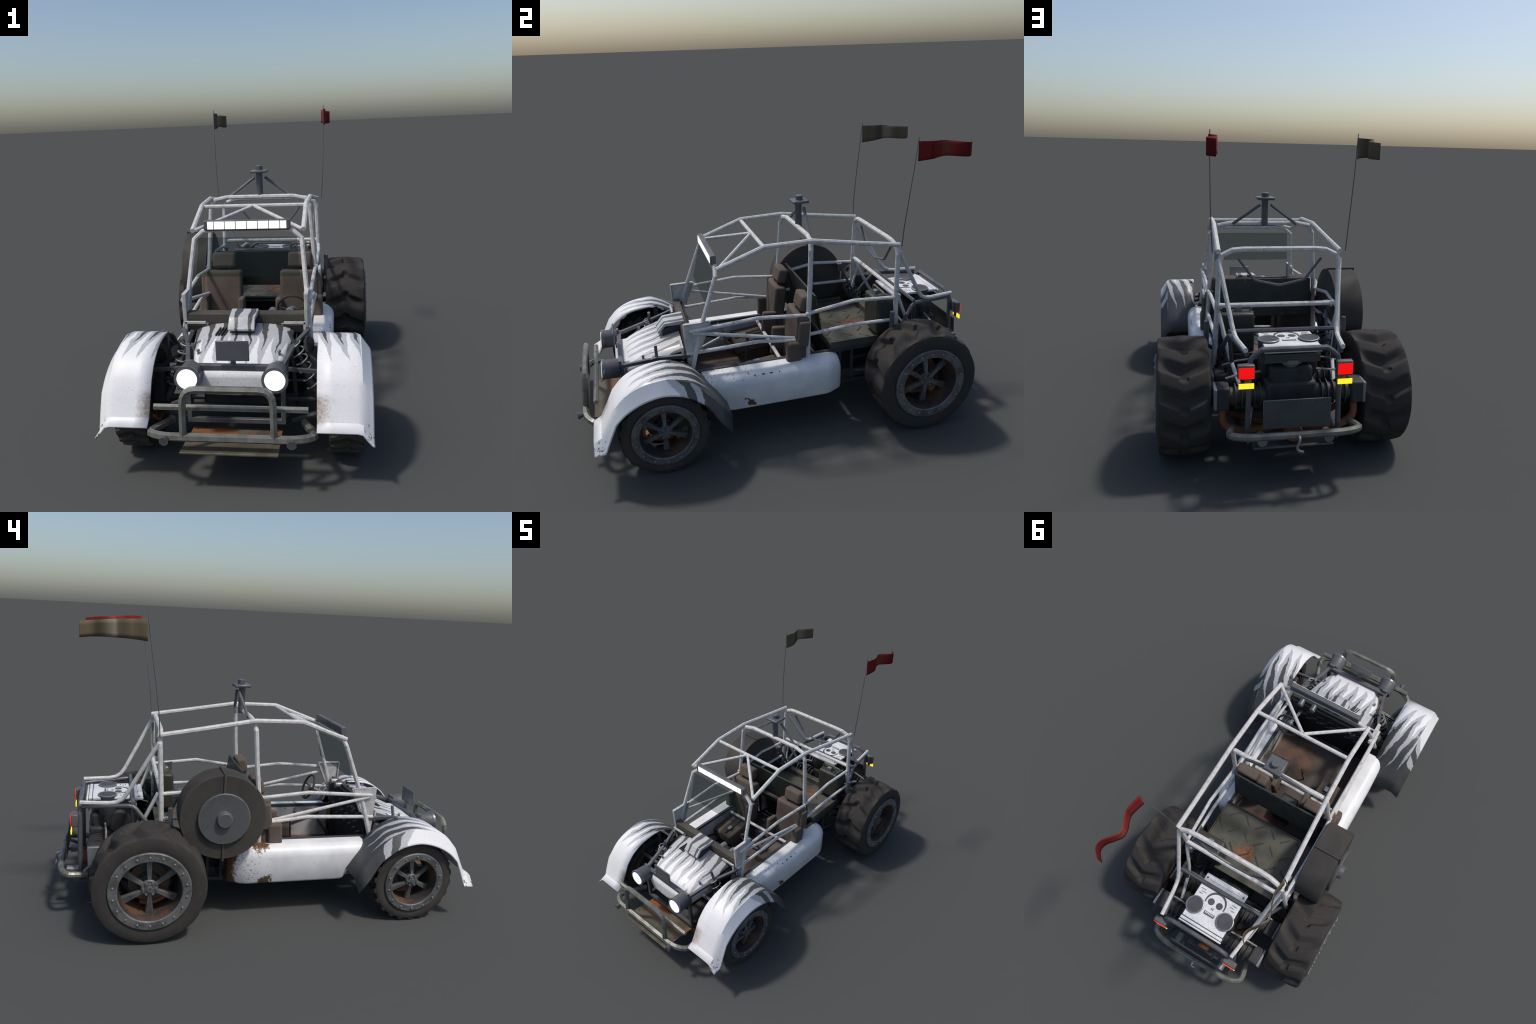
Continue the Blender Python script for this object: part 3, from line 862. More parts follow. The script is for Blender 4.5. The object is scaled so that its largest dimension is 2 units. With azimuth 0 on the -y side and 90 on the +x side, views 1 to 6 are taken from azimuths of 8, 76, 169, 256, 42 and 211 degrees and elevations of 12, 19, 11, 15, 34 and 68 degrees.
# dashboard beam, back panel with pressed slots, dials
dash = part("dashboard", MB().hexa([(-0.246, -0.502, 0.425), (0.246, -0.502, 0.425), (0.246, -0.470, 0.425), (-0.246, -0.470, 0.425)],
                                   [(-0.246, -0.497, 0.506), (0.246, -0.497, 0.506), (0.246, -0.462, 0.512), (-0.246, -0.462, 0.512)]), M["dash"], bevel=0.005)
part("dash_panel", MB().hexa([(-0.243, -0.470, 0.36), (0.243, -0.470, 0.36), (0.243, -0.458, 0.36), (-0.243, -0.458, 0.36)],
                             [(-0.243, -0.470, 0.495), (0.243, -0.470, 0.495), (0.243, -0.449, 0.495), (-0.243, -0.449, 0.495)]), M["black"], dash, bevel=0.003)
part("firewall", MB().hexa([(-0.243, -0.475, 0.145), (0.243, -0.475, 0.145), (0.243, -0.467, 0.145), (-0.243, -0.467, 0.145)],
                           [(-0.243, -0.478, 0.43), (0.243, -0.478, 0.43), (0.243, -0.471, 0.43), (-0.243, -0.471, 0.43)]), M["black"], dash)
for z0, xs in ((0.436, (0.125, 0.063, -0.002, -0.060, -0.118, -0.168)), (0.384, (0.165, 0.100, 0.038, -0.022, -0.082, -0.142)), (0.338, (0.130, 0.067, 0.008, -0.052, -0.110, -0.170))):
    for x in xs:
        pts = []
        for dx, dz in ((-0.020, 0.010), (0.008, -0.002), (0.020, -0.010)):
            z = z0 + dz
            pts.append((x + dx, (-0.4515 - (0.495 - z) * 0.066) if z > 0.365 else -0.468, z))
        part("dash_slot", MB().tube(pts, 0.0046, 6), M["slot"], dash)
for k, (x, z) in enumerate(((-0.125, 0.455), (-0.150, 0.452), (-0.138, 0.438))):
    part("dash_knob", MB().lathe([(-0.46, 0.008), (-0.438, 0.007)], (x, 0, z), "y", 10), M["housing"], dash)
for x in (0.182, 0.110):
    g = part("dial_gauge", MB().lathe([(-0.47, 0.017), (-0.438, 0.017), (-0.434, 0.0155)], (x, 0, 0.500), "y", 16), M["alloy"], dash, smooth=40)

# steering wheel
sc = V((0.183, -0.309, 0.472))
axis = V((0, 0.935, 0.355)).normalized()
e1 = V((1, 0, 0)); e2 = axis.cross(e1).normalized()
rim_pts = [sc + (e1 * math.cos(2 * PI * i / 20) + e2 * math.sin(2 * PI * i / 20)) * 0.066 for i in range(20)]
sw = part("steering_wheel", MB().tube(rim_pts, 0.0058, 8, closed=True), M["dash"], smooth=60)
mb = MB()
hubc = sc - axis * 0.018
for a in (PI * 0.03, PI * 0.97, PI * 1.5):
    d = (e1 * math.cos(a) - e2 * math.sin(a))
    mb.tube([hubc, sc + d * 0.064], 0.0042, 6)
part("wheel_spoke_bar", mb, M["dash"], sw)
mb = MB().tube([hubc - axis * 0.004, hubc + axis * 0.016], [0.019, 0.015], 14)
part("horn_boss", mb, M["alloy"], sw, smooth=40)
part("steering_column", MB().tube([hubc, (0.178, -0.465, 0.405)], 0.0095, 10), M["alloy"], sw, smooth=40)

# seats
def pad(w, d, h, b, c, rot=0.0, top=1.0):
    """soft block"""
    return MB().box((0, 0, 0), (w, d, h), None, top), V(c), rot

def soft(name, c, size, parent, rot=0.0, bev=0.012, top=1.0, rotz=0.0):
    R = Matrix.Rotation(rotz, 3, "Z") @ Matrix.Rotation(rot, 3, "X")
    return part(name, MB().box(c, size, R, top), M["seat"], parent, bevel=bev, seg=3)

for s in (1, -1):
    cx = s * 0.190
    seat = soft("seat", (cx, 0.038, 0.415), (0.188, 0.062, 0.285), None, -0.12, 0.014)
    soft("headrest", (cx + 0.003, 0.074, 0.603), (0.116, 0.052, 0.078), seat, -0.22, 0.014)
    for k in (-1, 1):
        part("headrest_post", MB().tube([(cx + k * 0.03, 0.048, 0.54), (cx + k * 0.03, 0.058, 0.58)], 0.005, 8), M["frame_dark"], seat)
    soft("seat_cushion", (cx, -0.105, 0.252), (0.182, 0.20, 0.075), seat, 0.10, 0.016)
    soft("seat_base", (cx, -0.10, 0.185), (0.15, 0.15, 0.075), seat, 0.0, 0.004)
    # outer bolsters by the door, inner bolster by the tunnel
    soft("seat_bolster", (s * 0.286, 0.048, 0.474), (0.030, 0.052, 0.125), seat, -0.10, 0.009)
    soft("seat_bolster", (s * 0.281, 0.000, 0.384), (0.046, 0.070, 0.112), seat, -0.05, 0.012)
    soft("seat_bolster", (s * 0.092, -0.022, 0.360), (0.030, 0.075, 0.150), seat, -0.10, 0.010)
    part("belt_buckle", MB().box((s * 0.150, -0.15, 0.296), (0.024, 0.030, 0.014), Matrix.Rotation(0.1, 3, "X")), M["alloy"], seat, bevel=0.002)
    part("seat_strap", MB().box((s * 0.150, -0.105, 0.292), (0.014, 0.18, 0.004), Matrix.Rotation(0.1, 3, "X")), M["black"], seat)

# partition behind the seats
wall = part("partition_panel", MB().hexa([(-0.238, 0.146, 0.452), (0.238, 0.146, 0.452), (0.238, 0.156, 0.452), (-0.238, 0.156, 0.452)],
                                         [(-0.240, 0.118, 0.638), (0.240, 0.118, 0.638), (0.240, 0.128, 0.638), (-0.240, 0.128, 0.638)]), M["olive"], bevel=0.0025)
for i in range(8):
    x = -0.215 + i * 0.0614
    for (y, z) in ((0.1292, 0.626), (0.156, 0.464)):
        part("panel_rivet", MB().lathe([(0, 0.0035), (0.0022, 0.0022)], (x, y - (0 if z > 0.5 else 0.0005), z), "y", 6), M["frame"], wall)

# load bed with raised tread bars
bed = part("load_bed", MB().box((0, 0.352, 0.358), (0.508, 0.316, 0.018)).box((0.254, 0.32, 0.3745), (0.0045, 0.246, 0.033)).box((-0.254, 0.32, 0.3745), (0.0045, 0.246, 0.033)).box((0, 0.1965, 0.368), (0.508, 0.005, 0.018)), M["bed"], bevel=0.0015, seg=1)
for row in range(4):
    for c in range(-1, 7):
        x = 0.191 - 0.0765 * c - (0.0385 if row % 2 else 0.0)
        y = 0.2355 + 0.0825 * row
        if abs(x) > 0.232 or (x > 0.07 and y > 0.41) or y > 0.495:
            continue
        a = (1 if c % 2 == 0 else -1) * 0.75
        part("tread_bar", MB().box((x, y, 0.3676), (0.060, 0.0085, 0.0042), Matrix.Rotation(a, 3, "Z")), M["tread_bar"], bed, bevel=0.0018, seg=1)
for s in (1, -1):
    part("bed_rivet", MB().lathe([(0.366, 0.004), (0.3695, 0.003)], (s * 0.10, 0.216, 0), "z", 8), M["frame"], bed)
part("bed_rear_flange", MB().box((-0.05, 0.506, 0.380), (0.36, 0.008, 0.040)).box((-0.05, 0.520, 0.398), (0.36, 0.034, 0.005)), M["bed"], bed, bevel=0.002)

# fuel can with handle
can = part("fuel_can", MB().box((0.180, 0.476, 0.482), (0.154, 0.090, 0.182)), M["can"], bevel=0.013, seg=3)
part("can_seam", MB().box((0.180, 0.476, 0.482), (0.158, 0.006, 0.176)), M["can"], can, bevel=0.002)
part("can_handle", MB().tube(fillet([(0.116, 0.476, 0.568), (0.116, 0.474, 0.603), (0.246, 0.472, 0.603), (0.246, 0.474, 0.568)], 0.02, 3), 0.0058, 8), M["can_trim"], can, smooth=50)
part("can_cap", MB().box((0.170, 0.468, 0.583), (0.030, 0.030, 0.026)), M["alloy"], can, bevel=0.003)
part("can_cap", MB().box((0.225, 0.466, 0.581), (0.026, 0.022, 0.022)), M["can"], can, bevel=0.003)

# ------------------------------------------------------------------ spare wheel drum on the left
sy, sz = 0.266, 0.519
drum = part("spare_wheel", MB().lathe([(-0.284, 0.184), (-0.287, 0.190), (-0.408, 0.191), (-0.414, 0.187), (-0.416, 0.125)], (0, sy, sz), "x", 64), M["drum"], smooth=40)
part("drum_ridge", MB().box((-0.353, sy, sz + 0.194), (0.134, 0.009, 0.008)).box((-0.353, sy, sz - 0.194), (0.134, 0.009, 0.008)).box((-0.4175, sy, sz), (0.0075, 0.009, 0.396)), M["drum"], drum, bevel=0.0015, seg=1)
part("spare_cap", MB().lathe([(-0.412, 0.111), (-0.424, 0.1145), (-0.430, 0.1145), (-0.433, 0.1115), (-0.433, 0.034)], (0, sy, sz), "x", 24), M["drum_cap"], drum, smooth=30)
part("spare_hub", MB().lathe([(-0.430, 0.040), (-0.435, 0.036), (-0.450, 0.034), (-0.454, 0.030)], (0, sy, sz), "x", 20), M["drum_cap"], drum, smooth=40)
part("spare_carrier", MB().box((-0.272, sy, 0.47), (0.026, 0.04, 0.03)).box((-0.264, sy, 0.40), (0.012, 0.03, 0.14)), M["frame_dark"], drum)

# ------------------------------------------------------------------ hood, nose and front frame
def hood_z(y):
    ks = [(-0.772, 0.380), (-0.755, 0.391), (-0.70, 0.4155), (-0.65, 0.433), (-0.60, 0.448), (-0.55, 0.460), (-0.48, 0.474)]
    for (a, b), (c, d) in zip(ks, ks[1:]):
        if y <= c:
            return b + (d - b) * (y - a) / (c - a)
    return ks[-1][1]

secs = []
for y, hw in ((-0.772, 0.150), (-0.762, 0.160), (-0.74, 0.168), (-0.70, 0.177), (-0.65, 0.186), (-0.60, 0.193), (-0.55, 0.199), (-0.505, 0.203)):
    zc = hood_z(y)
    t = (y + 0.772) / 0.267
    half = [(0, zc), (hw * 0.35, zc - 0.001), (hw * 0.62, zc - 0.005), (hw * 0.80, zc - 0.011 - 0.002 * t), (hw * 0.92, zc - 0.019 - 0.002 * t), (hw, zc - 0.032), (hw * 1.0, zc - 0.075 - 0.02 * t), (hw * 0.95, 0.315)]
    row = [(x, y, z) for x, z in half] + [(-x, y, z) for x, z in reversed(half[1:])]
    secs.append(row)
hood = part("hood", MB().loft(secs), M["hood"], smooth=50)
# scoop
def scoop():
    w = 0.054
    up = [(-0.6065, 0.4755), (-0.572, 0.5155), (-0.476, 0.522)]
    lo = [(-0.603, 0.466), (-0.566, 0.500), (-0.476, 0.500)]
    secs = [[(-w * k, y, z), (w * k, y, z), (w * k, y2, z2), (-w * k, y2, z2)] for (y, z), (y2, z2), k in zip(up, lo, (1, 0.97, 1.04))]
    return MB().loft(secs)
part("hood_scoop", scoop(), M["hood"], hood, bevel=0.003, seg=2)
part("scoop_dark_block", MB().hexa([(-0.049, -0.585, 0.444), (0.049, -0.585, 0.444), (0.051, -0.478, 0.465), (-0.051, -0.478, 0.465)],
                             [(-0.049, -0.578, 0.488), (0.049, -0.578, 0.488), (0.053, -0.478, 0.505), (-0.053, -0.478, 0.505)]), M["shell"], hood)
for i in range(4):
    x = -0.092 + i * 0.0115
    y = -0.575
    part("hood_louvre", MB().box((x - 0.006, y, hood_z(y) + 0.001), (0.0035, 0.055, 0.010), Matrix.Rotation(-0.25, 3, "Z") @ Matrix.Rotation(0.25, 3, "X")), M["shell"], hood)
for s in (1, -1):
    for (x, y, z) in ((0.158, -0.687, 0.4130), (0.157, -0.508, 0.4600)):
        part("hood_bolt", MB().lathe([(z - 0.012, 0.0045), (z + 0.001, 0.0045), (z + 0.001, 0.0068), (z + 0.008, 0.0068), (z + 0.010, 0.005)], (s * x, y, 0), "z", 8), M["alloy"], hood)
    part("hood_latch", MB().hexa([(s * 0.180, -0.655, 0.388), (s * 0.206, -0.655, 0.388), (s * 0.206, -0.625, 0.396), (s * 0.180, -0.625, 0.396)],
                                 [(s * 0.188, -0.648, 0.424), (s * 0.198, -0.648, 0.424), (s * 0.198, -0.632, 0.428), (s * 0.188, -0.632, 0.428)]), M["frame"], hood)

nose_rows = []
for (y, a, b, c, zt, zm, zb) in ((-0.812, 0.104, 0.122, 0.098, 0.362, 0.340, 0.300), (-0.806, 0.110, 0.134, 0.104, 0.374, 0.340, 0.292), (-0.794, 0.116, 0.150, 0.112, 0.386, 0.340, 0.288), (-0.70, 0.125, 0.160, 0.12, 0.390, 0.345, 0.288)):
    nose_rows.append([(-a, y, zt), (0, y, zt + 0.002), (a, y, zt), (b, y, zm), (c, y, zb), (0, y, zb - 0.002), (-c, y, zb), (-b, y, zm)])
nose = part("nose_panel", MB().loft(nose_rows), M["nose"], smooth=30, bevel=0.004, angle=25)
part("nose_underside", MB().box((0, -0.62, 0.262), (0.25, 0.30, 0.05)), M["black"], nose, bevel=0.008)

fr = MB()
sq = 0.0125
rect = [(-0.178, -0.790, 0.182), (0.178, -0.790, 0.182), (0.180, -0.786, 0.396), (-0.180, -0.786, 0.396)]
ffr = part("front_frame", MB().tube(rect, sq, 4, closed=True), M["frame"], bevel=0.0015, seg=1)
part("front_cross_bar", MB().box((0, -0.789, 0.394), (0.352, 0.020, 0.022)), M["frame"], ffr, bevel=0.002)
for s in (1, -1):
    def q(pts):
        return [(p[0] * s, p[1], p[2]) for p in pts]
    part("frame_rail", MB().tube(q([(0.176, -0.786, 0.393), (0.214, -0.624, 0.424), (0.256, -0.520, 0.440), (0.258, -0.480, 0.440)]), 0.0115, 4), M["frame"], ffr, bevel=0.0015, seg=1)
    part("frame_rail", MB().tube(q([(0.178, -0.786, 0.184), (0.250, -0.46, 0.176)]), 0.012, 4), M["frame_dark"], ffr)
    part("frame_rail", MB().tube(q([(0.20, -0.62, 0.42), (0.215, -0.62, 0.18)]), 0.0095, 4), M["frame_dark"], ffr)
    part("frame_bracket", MB().box((s * 0.206, -0.512, 0.472), (0.088, 0.010, 0.010)).box((s * 0.246, -0.512, 0.448), (0.010, 0.010, 0.056)), M["plate_white"], ffr, bevel=0.001, seg=1)
    part("frame_side_sheet", MB().box((s * 0.214, -0.55, 0.36), (0.004, 0.14, 0.13)), M["black"], ffr)

# badge plate on the front cross bar
part("front_plate", MB().hexa([(-0.0615, -0.8135, 0.427), (0.0615, -0.8135, 0.427), (0.0615, -0.807, 0.427), (-0.0615, -0.807, 0.427)],
                              [(-0.0615, -0.8135, 0.505), (0.0615, -0.8135, 0.505), (0.0615, -0.807, 0.505), (-0.0615, -0.807, 0.505)]).box((0, -0.802, 0.418), (0.02, 0.006, 0.03)), M["mirror_plate"], bevel=0.003)

# head lamps: aimed along -y, canted a little down
for s in (1, -1):
    c = V((s * 0.159, -0.870, 0.381))
    d = V((0, -0.975, 0.045)).normalized()
    hl = part("head_lamp", MB().tube([c - d * 0.074, c - d * 0.070, c - d * 0.012, c - d * 0.006], [0.040, 0.0435, 0.0445, 0.046], 24), M["housing"], smooth=40)
    part("lamp_ring", MB().tube([c - d * 0.010, c - d * 0.004, c + d * 0.004, c + d * 0.005, c - d * 0.001], [0.0460, 0.0485, 0.0485, 0.0395, 0.0370], 24), M["chrome"], hl, smooth=40)
    part("lamp_lens", MB().tube([c - d * 0.004, c + d * 0.0062], [0.0375, 0.0375], 32), M["lamp_white"], hl, smooth=40)
    part("lamp_bracket", MB().box((s * 0.168, -0.793, 0.392), (0.03, 0.012, 0.06)), M["housing"], hl, bevel=0.002)

# front bumper
low = fillet([(-0.254, -0.768, 0.168), (-0.304, -0.925, 0.197), (-0.24, -0.966, 0.204), (0.24, -0.966, 0.204), (0.304, -0.925, 0.197), (0.254, -0.768, 0.168)], 0.045, 3)
fb = part("front_bumper", MB().tube(low, 0.0155, 6, turn=0.0), M["bumper"])
bull = fillet([(-0.161, -0.966, 0.205), (-0.159, -0.951, 0.378), (0.159, -0.951, 0.378), (0.161, -0.966, 0.205)], 0.05, 4)
part("bull_bar", MB().tube(bull, 0.0135, 6, turn=0.0), M["bumper"], fb)
part("bumper_bar", MB().tube([(-0.277, -0.911, 0.290), (0.277, -0.911, 0.290)], 0.0122, 6, turn=0.0), M["bumper"], fb)
for s in (1, -1):
    part("bumper_horn", MB().tube([(s * 0.222, -0.962, 0.207), (s * 0.222, -0.974, 0.206), (s * 0.223, -1.000, 0.2035)], [0.006, 0.008, 0.0175], 8), M["frame"], fb)
skid = part("front_skid_plate", MB().hexa([(-0.175, -0.984, 0.147), (0.175, -0.984, 0.147), (0.172, -0.770, 0.132), (-0.172, -0.770, 0.132)],
                                          [(-0.175, -0.984, 0.155), (0.175, -0.984, 0.155), (0.172, -0.770, 0.140), (-0.172, -0.770, 0.140)]), M["skid"], bevel=0.002)
for s in (1, -1):
    for y in (-0.90, -0.79):
        part("skid_bolt", MB().lathe([(0.140, 0.0045), (0.1525 if y < -0.85 else 0.145, 0.0045)], (s * 0.155, y, 0), "z", 6), M["frame_dark"], skid)

# front suspension
for s in (1, -1):
    def q(pts):
        return [(p[0] * s, p[1], p[2]) for p in pts]
    up = part("front_upright", MB().box((s * 0.338, -0.648, 0.262), (0.046, 0.04, 0.155)), M["frame_dark"], bevel=0.004)
    part("control_arm", MB().tube(q([(0.192, -0.700, 0.352), (0.345, -0.690, 0.336)]), 0.0095, 4), M["frame"], up)
    part("control_arm", MB().tube(q([(0.250, -0.560, 0.360), (0.34, -0.63, 0.320)]), 0.0085, 4), M["frame_dark"], up)
    part("control_arm", MB().tube(q([(0.200, -0.690, 0.134), (0.345, -0.665, 0.165)]), 0.0135, 8), M["frame_dark"], up)
    part("control_arm", MB().tube(q([(0.215, -0.540, 0.178), (0.345, -0.625, 0.160)]), 0.0085, 4), M["frame_dark"], up)
    part("tie_rod", MB().tube(q([(0.12, -0.60, 0.262), (0.33, -0.60, 0.262)]), 0.006, 6), M["frame"], up)
    top, bot = V((s * 0.191, -0.628, 0.478)), V((s * 0.312, -0.630, 0.182))
    ax_ = (bot - top).normalized()
    sh = part("shock_absorber", MB().tube([top, top.lerp(bot, 0.45)], 0.0075, 8).tube([top.lerp(bot, 0.42), bot], 0.0155, 10), M["frame"], smooth=40)
    u1 = ax_.cross(V((0, 1, 0))).normalized(); u2 = ax_.cross(u1)
    pts = []
    N = 6.0
    for i in range(int(N * 10) + 1):
        t = i / (N * 10)
        a = 2 * PI * N * t
        pts.append(top.lerp(bot, 0.16 + 0.66 * t) + (u1 * math.cos(a) + u2 * math.sin(a)) * 0.0265)
    part("coil_spring", MB().tube(pts, 0.0034, 6), M["spring"], sh, smooth=60)
    part("axle_shaft", MB().tube(q([(0.05, -0.634, 0.20), (0.36, -0.634, 0.196)]), 0.011, 8), M["frame_dark"], up)
    part("fluid_canister", MB().tube(q([(0.262, -0.52, 0.36), (0.262, -0.52, 0.40), (0.262, -0.52, 0.412)]), [0.022, 0.022, 0.012], 12), M["canister"], up, smooth=40)

# ------------------------------------------------------------------ rear chassis
ch = MB()
for s in (1, -1):
    def q(pts):
        return [(p[0] * s, p[1], p[2]) for p in pts]
    ch.tube(q([(0.235, 0.17, 0.158), (0.225, 0.34, 0.154), (0.205, 0.62, 0.156), (0.175, 0.875, 0.165)]), 0.0115, 4)
    ch.tube(q([(0.248, 0.305, 0.335), (0.246, 0.305, 0.16)]), 0.008, 4)
    ch.tube(q([(0.248, 0.242, 0.335), (0.246, 0.242, 0.16)]), 0.009, 4)
    ch.tube(q([(0.225, 0.305, 0.274), (0.20, 0.50, 0.274), (0.19, 0.66, 0.27)]), 0.0095, 4)
    ch.tube(q([(0.247, 0.225, 0.33), (0.246, 0.09, 0.20)]), 0.007, 4)
ch.tube([(-0.235, 0.24, 0.160), (0.235, 0.24, 0.160)], 0.010, 4)
ch.tube([(-0.21, 0.60, 0.160), (0.21, 0.60, 0.160)], 0.010, 4)
ch.tube([(-0.21, 0.50, 0.34), (0.21, 0.50, 0.34)], 0.010, 4)
chassis = part("rear_chassis", ch, M["frame_dark"])
part("fuel_tank", MB().box((0, 0.33, 0.262), (0.36, 0.20, 0.16)), M["black"], chassis, bevel=0.012)
part("gearbox", MB().box((0, 0.52, 0.255), (0.17, 0.20, 0.15)).lathe([(0.42, 0.05), (0.50, 0.085), (0.62, 0.09)], (0, 0, 0.255), "y", 16), M["engine"], chassis, bevel=0.008)
for s in (1, -1):
    def q(pts):
        return [(p[0] * s, p[1], p[2]) for p in pts]
    part("drive_shaft", MB().tube(q([(0.08, 0.58, 0.25), (0.37, 0.583, 0.2435)]), 0.016, 10), M["frame_dark"], chassis, smooth=40)
    part("trailing_arm", MB().tube(q([(0.225, 0.33, 0.20), (0.31, 0.56, 0.22)]), 0.012, 6), M["frame_dark"], chassis)
    part("trailing_arm", MB().tube(q([(0.17, 0.52, 0.165), (0.315, 0.60, 0.205)]), 0.009, 6), M["frame_dark"], chassis)
    part("bump_stop", MB().lathe([(0.415, 0.0115), (0.534, 0.0115), (0.536, 0.0095)], (s * 0.311, 0.484, 0), "z", 6), M["frame"], chassis)
    part("bump_stop_arm", MB().tube(q([(0.311, 0.484, 0.43), (0.265, 0.49, 0.40), (0.24, 0.50, 0.37)]), 0.008, 6), M["frame_dark"], chassis)
    # rear coil-over
    top, bot = V((s * 0.236, 0.446, 0.560)), V((s * 0.222, 0.565, 0.31))
    sh = part("shock_absorber", MB().tube([top, top.lerp(bot, 0.5)], 0.0072, 8).tube([top.lerp(bot, 0.45), bot], 0.014, 10), M["frame"], smooth=40)
    ax_ = (bot - top).normalized()
    u1 = ax_.cross(V((1, 0, 0))).normalized(); u2 = ax_.cross(u1)
    pts = [top.lerp(bot, 0.36 + 0.56 * i / 60) + (u1 * math.cos(2 * PI * 6 * i / 60) + u2 * math.sin(2 * PI * 6 * i / 60)) * 0.026 for i in range(61)]
    part("coil_spring", MB().tube(pts, 0.0038, 6), M["frame_dark"], sh, smooth=60)
    part("shock_bracket", MB().prism([(0.425, 0.603), (0.500, 0.592), (0.447, 0.548), (0.428, 0.552)], lambda y, z: (s * 0.244, y, z), lambda y, z: (s * 0.249, y, z)), M["frame"], sh)
    if s < 0:
        part("bracket_tab", MB().box((-0.243, 0.432, 0.596), (0.026, 0.022, 0.006)), M["alloy"], sh)

# ------------------------------------------------------------------ engine bay frame
ehoop = fillet([(0.182, 0.875, 0.172), (0.178, 0.874, 0.36), (0.176, 0.872, 0.500), (0.128, 0.868, 0.530)], 0.03, 2)
eb = part("engine_frame", MB().tube(ehoop + [(-p[0], p[1], p[2]) for p in reversed(ehoop)], 0.0108, 8), M["frame"])
part("engine_cross_bar", MB().tube([(0.231, 0.641, 0.534), (-0.231, 0.641, 0.534)], 0.0095, 6), M["frame"], eb)
for s in (1, -1):
    def q(pts):
        return [(p[0] * s, p[1], p[2]) for p in pts]
    part("engine_rail", MB().tube(fillet(q([(0.262, 0.535, 0.375), (0.252, 0.574, 0.440), (0.228, 0.640, 0.522), (0.186, 0.862, 0.512)]), 0.02, 2), 0.0098, 8), M["frame"], eb)
    part("engine_rail", MB().tube(q([(0.228, 0.645, 0.515), (0.215, 0.645, 0.38), (0.205, 0.645, 0.16)]), 0.0085, 6), M["frame_dark"], eb)
    part("mount_foot", MB().tube(q([(0.180, 0.868, 0.175), (0.170, 0.882, 0.160)]), 0.012, 8), M["frame"], eb)
    part("mount_foot", MB().tube(q([(0.150, 0.78, 0.26), (0.180, 0.87, 0.19)]), 0.006, 6), M["plate_white"], eb)

# engine: block, fan housing, heads, fins, carburettor, air canisters, lid
eng = part("engine", MB().box((0, 0.735, 0.290), (0.205, 0.205, 0.180)), M["engine"], bevel=0.014, seg=2)
part("fan_housing", MB().box((0, 0.748, 0.402), (0.172, 0.16, 0.075)), M["engine"], eng, bevel=0.014, seg=2)
part("blower_drum", MB().lathe([(-0.112, 0.048), (-0.105, 0.056), (0.105, 0.056), (0.112, 0.048)], (0, 0.700, 0.405), "x", 24), M["engine"], eng, smooth=40)
part("carburettor", MB().lathe([(0.43, 0.030), (0.452, 0.034), (0.456, 0.052), (0.470, 0.052), (0.474, 0.044)], (0, 0.792, 0), "z", 24), M["alloy"], eng, smooth=40)
part("carburettor", MB().lathe([(0.47, 0.036), (0.505, 0.036)], (0, 0.775, 0), "z", 20), M["engine"], eng, smooth=40)
for s in (1, -1):
    for y in (0.648, 0.795):
        head = part("cylinder_head", MB().box((s * 0.270, y, 0.322), (0.052, 0.086, 0.090)), M["engine"], eng, bevel=0.008)
        part("rocker_cover", MB().box((s * 0.3005, y, 0.322), (0.014, 0.088, 0.086)), M["alloy"], head, bevel=0.004)
        part("cylinder_barrel", MB().lathe([(s * 0.10, 0.036), (s * 0.25, 0.036)], (0, y, 0.318), "x", 20), M["fin"], head, smooth=40)
        for k in range(5):
            x = s * (0.124 + k * 0.0245)
            part("cooling_fin", MB().lathe([(x - 0.0018, 0.050), (x + 0.0018, 0.050)], (0, y, 0.318), "x", 24), M["fin"], head)
        part("push_rod_tube", MB().tube([(s * 0.105, y - 0.03, 0.405), (s * 0.19, y - 0.035, 0.395), (s * 0.255, y - 0.035, 0.378)], 0.0045, 6), M["spring"], head)
        # exhaust header
        ex = fillet([(s * 0.268, y, 0.285), (s * 0.272, y + 0.005, 0.205), (s * 0.205, y + 0.020, 0.176), (s * 0.03, 0.80, 0.180)], 0.045, 4)
        part("exhaust_header", MB().tube(ex, 0.0155 if y > 0.7 else 0.014, 10), M["rust"], eng, smooth=50)
    c = (s * 0.083, 0.752, 0)
    part("air_canister", MB().lathe([(0.440, 0.036), (0.448, 0.040), (0.518, 0.0425), (0.530, 0.0435), (0.534, 0.041), (0.535, 0.0385), (0.5335, 0.037)], c, "z", 20), M["canister"], eng, smooth=35)
    part("canister_ring", MB().lathe([(0.5325, 0.0435), (0.5345, 0.0435), (0.5358, 0.0415), (0.5358, 0.0392), (0.5325, 0.0392)], c, "z", 20, closed=True), M["alloy"], eng, smooth=35)
    part("intake_neck", MB().lathe([(0.372, 0.010), (0.386, 0.019), (0.395, 0.023), (0.445, 0.023)], (s * 0.098, 0.752, 0), "z", 16), M["engine"], eng, smooth=40)
part("muffler", MB().lathe([(0.765, 0.030), (0.772, 0.036), (0.893, 0.036), (0.897, 0.033)], (0, 0, 0.194), "y", 20), M["rust"], eng, smooth=40)
for s in (1, -1):
    part("exhaust_tip", MB().lathe([(0.885, 0.0195), (0.938, 0.0195), (0.939, 0.017)], (s * 0.131, 0, 0.188), "y", 14), M["alloy"], eng, smooth=40)

